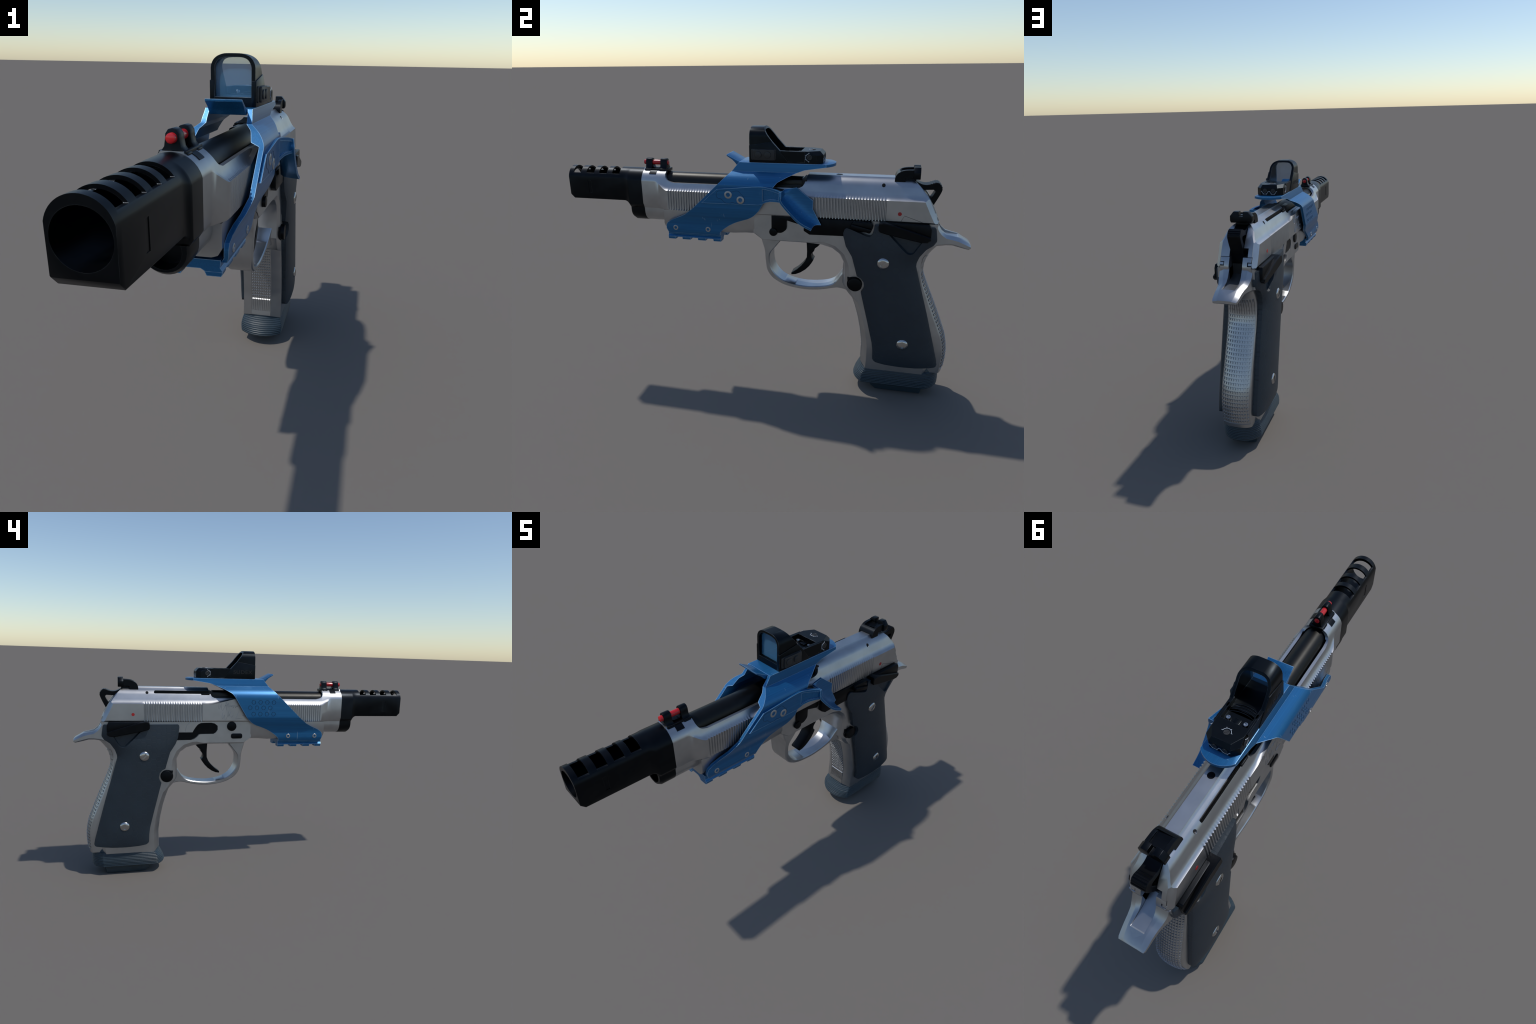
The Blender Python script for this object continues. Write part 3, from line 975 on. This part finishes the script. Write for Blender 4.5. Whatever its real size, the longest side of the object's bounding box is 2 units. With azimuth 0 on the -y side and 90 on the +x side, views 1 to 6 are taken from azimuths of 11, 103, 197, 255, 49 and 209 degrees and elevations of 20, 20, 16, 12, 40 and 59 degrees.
# shallow scallop ahead of the left panel
boolean(FRAME, prism_x("c", catmull([(0.416, 0.902), (0.398, 0.880), (0.392, 0.850)], 4) + [(0.380, 0.8490)] + catmull([(0.3785, 0.862), (0.372, 0.884), (0.352, 0.902)], 4), -0.0868, -0.12, STEEL), angle=26)
cylinder_x("lever_pin", 0.1075, 0.8775, 0.0285, -0.07, -0.0880, MATT, root, 16, 0.003)
prism_x("frame_catch", rounded([(0.042, 0.8040), (0.1105, 0.8040), (0.1105, 0.8345), (0.042, 0.8345)], 0.013, 4), -0.07, -0.0865, MATT, root, 0.003)

# magazine release, both sides
REL = cylinder_x("magazine_release", 0.4915, 0.5885, 0.0335, -0.1080, 0.1080, MATT, root, 28, 0.003)
cylinder_x("release_collar", 0.4885, 0.5885, 0.0365, -0.0950, 0.0950, MATT, REL, 28)
prism_x("release_bar", [(0.452, 0.620), (0.480, 0.625), (0.500, 0.600), (0.494, 0.556), (0.486, 0.549), (0.470, 0.575), (0.4560, 0.585)], -0.0905, 0.0905, MATT, REL, 0.002)

# safety levers
for side in (-1, 1):
    ridge = [(0.585, 0.893), (0.589, 0.909), (0.606, 0.9115), (0.660, 0.9010), (0.816, 0.8520), (0.818, 0.838), (0.803, 0.8270), (0.776, 0.8265), (0.634, 0.8555), (0.592, 0.8670), (0.586, 0.875)]
    f = lambda y: lerp(0.146 if side < 0 else 0.138, 0.129, (y - 0.585) / 0.233)
    ring0 = [(side * 0.080, y, z) for y, z in ridge]
    ring1 = [(side * (f(y) - 0.004), y, z) for y, z in ridge]
    ring2 = [(side * f(y), y, z) for y, z in inset(ridge, 0.004)]
    lev = loft("safety_lever", [ring0, ring1, ring2], MATT, root, angle=25)
    prism_x("safety_plate", [(0.600, 0.9085), (0.806, 0.9065), (0.8165, 0.8900), (0.8175, 0.8400), (0.70, 0.850), (0.60, 0.88)], side * 0.080, side * 0.1190, MATT, lev, 0.004)
    prism_x("safety_hub", circle(0.735, 0.858, 0.020, 20), side * 0.070, side * 0.110, MATT, lev)

# --------------------------------------------------------------------------
# iron sights
# --------------------------------------------------------------------------
rs = catmull([(0.641, 1.0850), (0.6425, 1.1000), (0.650, 1.1160), (0.664, 1.1270), (0.684, 1.1345), (0.7235, 1.1370)], 3) + [(0.7235, 1.1040), (0.689, 1.1000), (0.689, 1.0740), (0.641, 1.0720)]
REAR = prism_x("rear_sight", rs, -0.0455, 0.0455, BLACK)
boolean(REAR, [prism_x("c", [(0.658, 1.1300), (0.672, 1.1240), (0.7400, 1.1290), (0.74, 1.16), (0.658, 1.16)], -0.0300, 0.0300, BLACK)])
bevel(REAR, 0.0012, 1, 40)
blade = [(-0.050, 1.0960), (0.050, 1.0960), (0.054, 1.1060), (0.0535, 1.1270), (0.036, 1.1480), (0.0105, 1.1480), (0.0095, 1.1250), (-0.0095, 1.1250), (-0.0105, 1.1480), (-0.036, 1.1480), (-0.0535, 1.1270), (-0.054, 1.1060)]
prism_y("sight_blade", blade, 0.7225, 0.7525, BLACK, REAR, 0.0015)
prism_x("sight_spring", [(0.690, 1.092), (0.735, 1.080), (0.735, 1.10), (0.690, 1.112)], -0.028, 0.028, BLACK, REAR)

post = [(-0.036, 1.0930), (-0.027, 1.0985), (-0.0205, 1.1070), (-0.0175, 1.1250), (-0.0165, 1.1350), (-0.010, 1.1450), (0, 1.1475), (0.010, 1.1450), (0.0165, 1.1350), (0.0175, 1.1250), (0.0205, 1.1070), (0.027, 1.0985), (0.036, 1.0930), (0.036, 1.085), (-0.036, 1.085)]
FRONT = box("front_sight", (-0.0330, -0.5840, 1.0850), (0.0330, -0.4620, 1.0985), BLACK, root, 0.002)
for y0, y1 in ((-0.5820, -0.5480), (-0.5050, -0.4705)):
    prism_y("sight_post", post, y0, y1, BLACK, FRONT, 0.0022)
prism_x("sight_ramp", [(-0.553, 1.093), (-0.500, 1.093), (-0.500, 1.114), (-0.512, 1.1020), (-0.540, 1.1020), (-0.553, 1.114)], -0.012, 0.012, BLACK, FRONT)
arc = [(0.0755 * math.sin(a), DOME_Z - 0.0003 + 0.0755 * math.cos(a)) for a in [lerp(-0.80, 0.80, k / 20) for k in range(21)]]
arc += [(x * 0.9, z - 0.012) for x, z in reversed(arc)]
prism_y("dovetail", arc, -0.5525, -0.5165, BLACK, FRONT)
rod_rings = [[(r * math.cos(2 * math.pi * k / 24), y, 1.1262 + r * math.sin(2 * math.pi * k / 24)) for k in range(24)] for y, r in ((-0.5960, 0.0085), (-0.5945, 0.0112), (-0.5900, 0.0122), (-0.4725, 0.0122), (-0.4680, 0.0112), (-0.4665, 0.0085))]
loft("fibre_rod", rod_rings, RED, FRONT)

# --------------------------------------------------------------------------
# blue sight mount
# --------------------------------------------------------------------------
# side wall: z, outer x, inner x
WALL = [(1.1530, 0.0745, 0.0600), (1.1400, 0.0765, 0.0620), (1.1250, 0.0790, 0.0635), (1.1120, 0.0805, 0.0635), (1.1085, 0.0845, 0.0665), (1.0950, 0.1020, 0.0800), (1.0870, 0.1105, 0.0830),
        (1.0790, 0.1170, 0.0850), (1.0710, 0.1225, 0.0870), (1.0640, 0.1265, 0.0890), (1.0550, 0.1300, 0.1120), (1.0530, 0.1305, 0.1155), (0.9340, 0.1305, 0.1155), (0.9320, 0.1300, 0.1150), (0.9150, 0.1250, 0.1085), (0.8970, 0.1180, 0.1020),
        (0.8770, 0.1070, 0.0910), (0.8600, 0.1005, 0.0855), (0.8450, 0.0980, 0.0840), (0.8150, 0.0975, 0.0840), (0.8050, 0.0965, 0.0835), (0.7890, 0.0900, 0.0740)]
FRONT_EDGE = [(0.788, -0.448), (0.798, -0.4545), (0.815, -0.460), (0.830, -0.4590), (0.840, -0.4555), (0.853, -0.444), (0.870, -0.404), (0.894, -0.351), (0.911, -0.330), (0.932, -0.3015), (1.055, -0.1710), (1.082, -0.143), (1.0975, -0.1270), (1.111, -0.1120), (1.153, -0.0780)]
REAR_EDGE = [(0.788, -0.181), (0.804, -0.1785), (0.820, -0.165), (0.842, -0.134), (0.852, -0.120), (0.870, -0.079), (0.890, -0.0225), (0.908, 0.003), (0.934, 0.0275), (1.053, 0.1000), (1.072, 0.1150), (1.085, 0.1400), (1.098, 0.1660), (1.110, 0.1960), (1.121, 0.2200), (1.138, 0.2870), (1.1395, 0.3340), (1.153, 0.3340)]


def wall_profile():
    res = []
    for (z0, o0, i0), (z1, o1, i1) in zip(WALL, WALL[1:]):
        n = max(1, int((z0 - z1) / 0.008))
        for k in range(n):
            t = k / n
            res.append((lerp(z0, z1, t), lerp(o0, o1, t), lerp(i0, i1, t)))
    res.append(WALL[-1])
    return res


def build_wall(side):
    prof = wall_profile()
    cols = 24
    V, F = [], []
    n = len(prof)
    for layer in (1, 2):
        for row in prof:
            z = row[0]
            y0, y1 = table(FRONT_EDGE, z), table(REAR_EDGE, z)
            for k in range(cols + 1):
                V.append((side * row[layer], lerp(y0, y1, k / cols), z))
    w = cols + 1
    off = n * w
    for i in range(n - 1):
        for k in range(cols):
            a = i * w + k
            F.append((a, a + 1, a + w + 1, a + w))
            F.append((off + a, off + a + w, off + a + w + 1, off + a + 1))
        for k in (0, cols):
            a = i * w + k
            F.append((a, a + w, off + a + w, off + a))
    for k in range(cols):
        for i in (0, n - 1):
            a = i * w + k
            F.append((a, a + 1, off + a + 1, off + a))
    return mesh_object("mount_wall", V, F, BLUE, MOUNT, 22)


plate = [(-0.0742, -0.0785), (0.0742, -0.0785), (0.0742, 0.334)] + [(0.0742 * t, 0.334 + 0.0370 * (1 - t * t) ** 0.85) for t in [1 - k / 8 for k in range(1, 16)]] + [(-0.0742, 0.334)]
MOUNT = prism_z("sight_mount", plate, 1.1395, 1.1537, BLUE, root, 0.001)
WALLS = {s: build_wall(s) for s in (-1, 1)}
prism_x("front_lip", [(-0.1440, 1.1845), (-0.1180, 1.1710), (-0.0840, 1.1535), (-0.070, 1.1500), (-0.070, 1.1405), (-0.0830, 1.1350), (-0.0940, 1.1360), (-0.1010, 1.1450), (-0.1160, 1.1600), (-0.1430, 1.1770)], -0.0575, 0.0575, BLUE, MOUNT, 0.001)
# staggered ring beads on the left wall, blue darkened to draw groove shade
GROOVE_SHADE_BLUE = make_plain("groove_shade_blue", (0.009, 0.048, 0.110), 0.45, 0.4)
for (y, z) in [(-0.011 - 0.0408 * k, 1.0245) for k in range(4)] + [(0.010 - 0.0405 * k, 0.9925) for k in range(4)] + [(-0.0115 - 0.0405 * k, 0.9560) for k in range(4)]:
    tube("ring_groove_shade", [(-0.1304, y + 0.0113 * math.cos(2 * math.pi * k / 24), z + 0.0113 * math.sin(2 * math.pi * k / 24)) for k in range(24)], 0.0012, GROOVE_SHADE_BLUE, WALLS[-1], 6, True)

# rail under the dust cover
prism_y("accessory_rail", [(-0.0755, 0.7990), (-0.0755, 0.7880), (-0.0740, 0.7770), (-0.0805, 0.7680), (-0.0805, 0.7640), (-0.0330, 0.7640), (-0.0200, 0.7720), (0.0200, 0.7720), (0.0330, 0.7640), (0.0805, 0.7640), (0.0805, 0.7680), (0.0740, 0.7770), (0.0755, 0.7880), (0.0755, 0.7990)], -0.4605, -0.1810, BLUE, MOUNT)
for y0, y1 in ((-0.4600, -0.4220), (-0.3860, -0.3430), (-0.3030, -0.2620), (-0.2210, -0.1815)):
    for s in (-1, 1):
        prism_y("rail_tooth", [(s * 0.0300, 0.7655), (s * 0.0365, 0.7520), (s * 0.0765, 0.7520), (s * 0.0800, 0.7590), (s * 0.0800, 0.7655)], y0, y1, BLUE, MOUNT)


def socket_bolt(y, z, x, r, side, parent):
    prof = [(x - 0.004, r), (x + 0.0008, r), (x + 0.0022, r * 0.88), (x + 0.0024, r * 0.56), (x - 0.0010, r * 0.48), (x - 0.0016, 0.0002)]
    return loft("socket_bolt", [[(side * a, y + b * math.cos(2 * math.pi * k / 28), z + b * math.sin(2 * math.pi * k / 28)) for k in range(28)] for a, b in prof], BOLT, parent)


for s in (-1, 1):
    socket_bolt(-0.4100, 0.8194, 0.0978, 0.0130, s, MOUNT)
    socket_bolt(-0.2396, 0.8194, 0.0978, 0.0130, s, MOUNT)


# thumb rest: a plate bolted on the right wall, ending in a scooped shelf
def arm_x(y):
    return table([(-0.26, 0.1390), (0.030, 0.1400), (0.060, 0.1430), (0.100, 0.1580), (0.146, 0.1770)], y)


ARM_TOP = [(-0.2515, 0.9640), (-0.1725, 1.0335), (-0.09, 1.0415), (0.0, 1.0510), (0.045, 1.0535), (0.085, 1.0520), (0.115, 1.0480), (0.1455, 1.0400)]
ARM_LOW = [(-0.2515, 0.9635), (-0.10, 0.9650), (0.030, 0.9665), (0.050, 0.9730), (0.068, 0.9820), (0.090, 0.9885), (0.115, 0.9910), (0.1455, 0.9920)]
rings = []
for y in (-0.2515, -0.2120, -0.1725, -0.1500, -0.10, -0.05, 0.0, 0.020, 0.030, 0.040, 0.050, 0.060, 0.068, 0.080, 0.090, 0.100, 0.115, 0.130, 0.1455):
    xo, zt, zb = arm_x(y), table(ARM_TOP, y), table(ARM_LOW, y)
    xi = max(0.1295, xo - 0.0150)
    rings.append([(xo, y, zb), (xo, y, zt), (xi, y, zt), (xi, y, zb)])
THUMB = loft("thumb_rest", rings, BLUE, MOUNT, angle=20)
rings = []
for y, z0, z1 in ((0.050, 0.9850, 1.0430), (0.068, 0.9930, 1.0425), (0.090, 0.9985, 1.0400), (0.112, 1.0005, 1.0370), (0.1370, 1.0010, 1.0320)):
    x = arm_x(y)
    rings.append([(x - 0.0050, y, z0), (x - 0.0050, y, z1), (x + 0.02, y, z1), (x + 0.02, y, z0)])
boolean(THUMB, loft("c", rings, BLUE), angle=20)
socket_bolt(-0.1167, 1.0093, 0.1398, 0.0185, 1, THUMB)
socket_bolt(-0.0574, 0.9865, 0.1400, 0.0185, 1, THUMB)
# cloud outline round the two bolts: thin dark blue bead
cloud = catmull([(-0.135, 1.0275), (-0.120, 1.0290), (-0.100, 1.0230), (-0.082, 1.0290), (-0.066, 1.0280), (-0.054, 1.0150), (-0.040, 1.0010), (-0.036, 0.9850), (-0.046, 0.9700), (-0.066, 0.9670), (-0.082, 0.9690), (-0.098, 0.9735), (-0.112, 0.9670), (-0.132, 0.9700), (-0.146, 0.9820), (-0.152, 0.9870), (-0.172, 0.9930), (-0.1755, 1.0110), (-0.168, 1.0240), (-0.150, 1.0280)], 4, True)
CLOUD = tube("dark_cloud_outline", [(arm_x(y) + 0.0001, y, z) for y, z in cloud], 0.0008, GROOVE_SHADE_BLUE, THUMB, 5, True)

# scooped shelf
EDGE_A = [(0.1770, 0.1455, 1.0410), (0.1800, 0.1460, 1.0200), (0.1815, 0.1460, 0.9990), (0.1830, 0.1820, 0.9560), (0.1850, 0.2350, 0.9050), (0.1870, 0.2890, 0.8790)]
EDGE_B = [(0.1185, 0.1500, 1.0430), (0.1180, 0.2050, 1.0525), (0.1160, 0.2350, 1.0290), (0.1155, 0.2830, 0.9930), (0.1155, 0.2820, 0.9550), (0.1160, 0.3225, 0.8800)]
EDGE_K = [(0.1200, 0.1480, 1.0405), (0.1190, 0.1480, 1.0260), (0.1180, 0.1500, 1.0100), (0.1180, 0.1850, 0.9700), (0.1230, 0.2380, 0.9200), (0.1280, 0.2905, 0.8830)]
A, K = (catmull(e, 3) for e in (EDGE_A, EDGE_K))
B = [tuple(Vector(p).lerp(Vector(q), k / 3)) for p, q in zip(EDGE_B, EDGE_B[1:]) for k in range(3)] + [EDGE_B[-1]]
V, F = [], []
NS = 12
for a, b, m in zip(A, B, K):
    a, b, m = Vector(a), Vector(b), Vector(m)
    c1, c2 = a.lerp(m, 0.94), b.lerp(m, 0.94)
    for k in range(NS + 1):
        t = k / NS
        V.append(tuple(a * (1 - t) ** 3 + c1 * 3 * t * (1 - t) ** 2 + c2 * 3 * t * t * (1 - t) + b * t ** 3))
for i in range(len(A) - 1):
    for k in range(NS):
        q = i * (NS + 1) + k
        F.append((q, q + 1, q + NS + 2, q + NS + 1))
shelf = mesh_object("thumb_shelf_scoop", V, F, BLUE, THUMB)
bm = bmesh.new()
bm.from_mesh(shelf.data)
if sum(f.normal.x * f.calc_area() for f in bm.faces) < 0:      # thickness grows towards the slide
    bmesh.ops.reverse_faces(bm, faces=bm.faces)
bm.to_mesh(shelf.data)
bm.free()
md = shelf.modifiers.new("s", "SOLIDIFY")
md.thickness = 0.010
md.offset = -1.0
apply_mods(shelf)
smooth(shelf.data, 35)

# --------------------------------------------------------------------------
# red dot optic
# --------------------------------------------------------------------------
OZ = 1.1545
arch = [(-0.0715, OZ), (-0.0715, 1.2700)] + catmull([(-0.0700, 1.2800), (-0.0630, 1.2940), (-0.0500, 1.3050), (-0.0320, 1.3115), (-0.0150, 1.3130), (0.0150, 1.3130), (0.0320, 1.3115), (0.0500, 1.3050), (0.0630, 1.2940), (0.0700, 1.2800)], 3) + [(0.0715, 1.2700), (0.0715, OZ)]
OPT = prism_y("red_dot_sight", arch, -0.0270, 0.1600, OPTIC)
win = [(-0.0590, 1.1835), (-0.0590, 1.2690)] + catmull([(-0.0575, 1.2780), (-0.0500, 1.2910), (-0.0390, 1.2985), (-0.0200, 1.3020), (0.0200, 1.3020), (0.0390, 1.2985), (0.0500, 1.2910), (0.0575, 1.2780)], 3) + [(0.0590, 1.2690), (0.0590, 1.1835)]
boolean(OPT, [prism_x("c", [(0.0340, 1.33), (0.0340, 1.3125), (0.0460, 1.2960), (0.0560, 1.2820), (0.0805, 1.2510), (0.1190, 1.2095), (0.20, 1.2095), (0.20, 1.33)], -0.2, 0.2, OPTIC),
              prism_y("c", win, -0.0400, 0.1250, OPTIC), box("c", (-0.0585, 0.11, 1.1845), (0.0585, 0.2, 1.3), OPTIC)])
bevel(OPT, 0.0012, 1, 40)
# rear body with cut corners
body = [(-0.0718, 0.1400), (0.0718, 0.1400), (0.0718, 0.2900), (0.0460, 0.3160), (-0.0460, 0.3160), (-0.0718, 0.2900)]
top = [(-0.0660, 0.1400), (0.0660, 0.1400), (0.0660, 0.2500), (0.0400, 0.3000), (-0.0400, 0.3000), (-0.0660, 0.2500)]
rear = loft("optic_rear_body", [[(x, y, z) for x, y in o] for z, o in ((OZ, body), (1.1930, body), (1.2095, top))], OPTIC, OPT, angle=12)
tops = [(x * 1.0, y) for x, y in body]
boolean(rear, box("c", (-0.0565, 0.10, 1.1845), (0.0565, 0.2130, 1.3), OPTIC))
bevel(rear, 0.0008, 1, 12, 12)
for s in (-1, 1):   # side shells, slightly proud
    prism_x("optic_side_shell", [(-0.0275, OZ), (0.1600, OZ), (0.1180, 1.2105), (0.0800, 1.2510), (-0.0275, 1.2330)], s * 0.0600, s * 0.0752, OPTIC, OPT, 0.001)
    prism_x("optic_side_rail", [(0.110, 1.16), (0.235, 1.16), (0.235, 1.2080), (0.110, 1.2100)], s * 0.0575, s * 0.0722, OPTIC, OPT)
floor_win = [z for z in (1.1845,)]
for k in range(4):     # curved ribs on the floor of the window
    y0 = 0.118 + 0.0115 * k
    tube("glare_rib", [(0.052 * t, y0 + 0.012 * t * t - 0.006, 1.1850) for t in [lerp(-1, 1, j / 10) for j in range(11)]], 0.0016, OPTIC, OPT, 6)
box("emitter_housing", (-0.014, 0.180, 1.180), (0.014, 0.213, 1.1915), OPTIC, OPT, 0.002)
lens = slab = loft("lens", [[(x, y, z) for x, z in win] for y in (-0.0110, -0.0085)], LENS, OPT)

# buttons on the right
prism_x("button_pad", rounded([(-0.0180, 1.1665), (0.1005, 1.1665), (0.1005, 1.2175), (-0.0180, 1.2175)], 0.008, 4), 0.070, 0.0805, BUTTON, OPT, 0.002)
prism_x("button_plate", rounded([(-0.0050, 1.1675), (0.0960, 1.1675), (0.0960, 1.2165), (-0.0050, 1.2165)], 0.008, 4), 0.079, 0.0880, BUTTON, OPT, 0.002)
for y in (0.0190, 0.0635):
    cylinder_x("rubber_button", y, 1.1920, 0.0155, 0.082, 0.0925, BUTTON, OPT, 24, 0.002)


def adjuster(axis, c, parent):
    """Slotted adjustment screw with a pale graduated arc; axis 'x', '-x', 'z' or 'y'."""
    r = 0.0118

    def place(u, v, h):
        if axis == "x":
            return (c[0] + h, c[1] + u, c[2] + v)
        if axis == "-x":
            return (c[0] - h, c[1] - u, c[2] + v)
        if axis == "z":
            return (c[0] + u, c[1] + v, c[2] + h)
        return (c[0] - u, c[1] + h, c[2] + v)

    rings = [[place(q * math.cos(2 * math.pi * k / 24), q * math.sin(2 * math.pi * k / 24), h) for k in range(24)] for h, q in ((-0.003, r), (0.0012, r), (0.0020, r * 0.9), (0.0016, r * 0.85), (0.0016, 0.0002))]
    sc = loft("adjustment_screw", rings, BUTTON, parent)
    slot = [place(u * 0.7 - v * 0.7, u * 0.7 + v * 0.7, h) for h in (0.0014, 0.0021) for u, v in ((-0.009, -0.0012), (0.009, -0.0012), (0.009, 0.0012), (-0.009, 0.0012))]
    mesh_object("screw_slot", slot, [(0, 1, 2, 3), (4, 5, 6, 7), (0, 1, 5, 4), (1, 2, 6, 5), (2, 3, 7, 6), (3, 0, 4, 7)], DARK, parent)
    mid_a = {"x": math.pi, "-x": 0.0, "z": -math.pi / 2, "y": -math.pi / 2}[axis]
    R = r * 1.50
    marks = []
    pts = [mid_a + lerp(-1.45, 1.45, k / 16) for k in range(17)]
    marks.append(tube("graduation_mark", [place(R * math.cos(a), R * math.sin(a), 0.0006) for a in pts], 0.00085, MARK, parent, 5))
    for j in range(4):
        a = mid_a + lerp(-1.45, 1.45, j / 3)
        marks.append(tube("graduation_mark", [place(q * math.cos(a), q * math.sin(a), 0.0006) for q in (R, R * 1.28)], 0.00085, MARK, parent, 5))
    return join(marks, "graduation_mark")


adjuster("x", (0.0722, 0.2560, 1.1830), OPT)
adjuster("-x", (-0.0722, 0.2560, 1.1830), OPT)
adjuster("z", (0.0, 0.2620, 1.2095), OPT)
for x in (-0.0225, 0.0225):
    adjuster("y", (x, 0.3160, 1.1790), OPT)
for x in (-0.0370, 0.0370):
    prof = [(1.178, 0.0100), (1.1935, 0.0100), (1.1960, 0.0085), (1.1962, 0.0050), (1.1935, 0.0046), (1.1930, 0.0002)]
    loft("clamp_screw", [[(x + r * math.cos(2 * math.pi * k / 24), 0.1920 + r * math.sin(2 * math.pi * k / 24), z) for k in range(24)] for z, r in prof], BRIGHT, OPT)

# raised lettering on the left of the optic
cu = bpy.data.curves.new("lettering", "FONT")
cu.body = "SUDEX"
cu.size = 0.0300
cu.extrude = 0.0006
cu.space_character = 1.12
cu.align_x = "CENTER"
cu.align_y = "CENTER"
tmp = bpy.data.objects.new("tmp", cu)
bpy.context.collection.objects.link(tmp)
dg = bpy.context.evaluated_depsgraph_get()
dg.update()
me = bpy.data.meshes.new_from_object(tmp.evaluated_get(dg))
bpy.data.objects.remove(tmp)
for v in me.vertices:
    u, w, h = v.co
    v.co = (-(0.0753 + h), 0.047 - u * 1.12, 1.1915 + w)
bm = bmesh.new()
bm.from_mesh(me)
bmesh.ops.recalc_face_normals(bm, faces=bm.faces)
bm.to_mesh(me)
bm.free()
me.materials.clear()
me.materials.append(DARK)
link(bpy.data.objects.new("lettering", me), OPT)
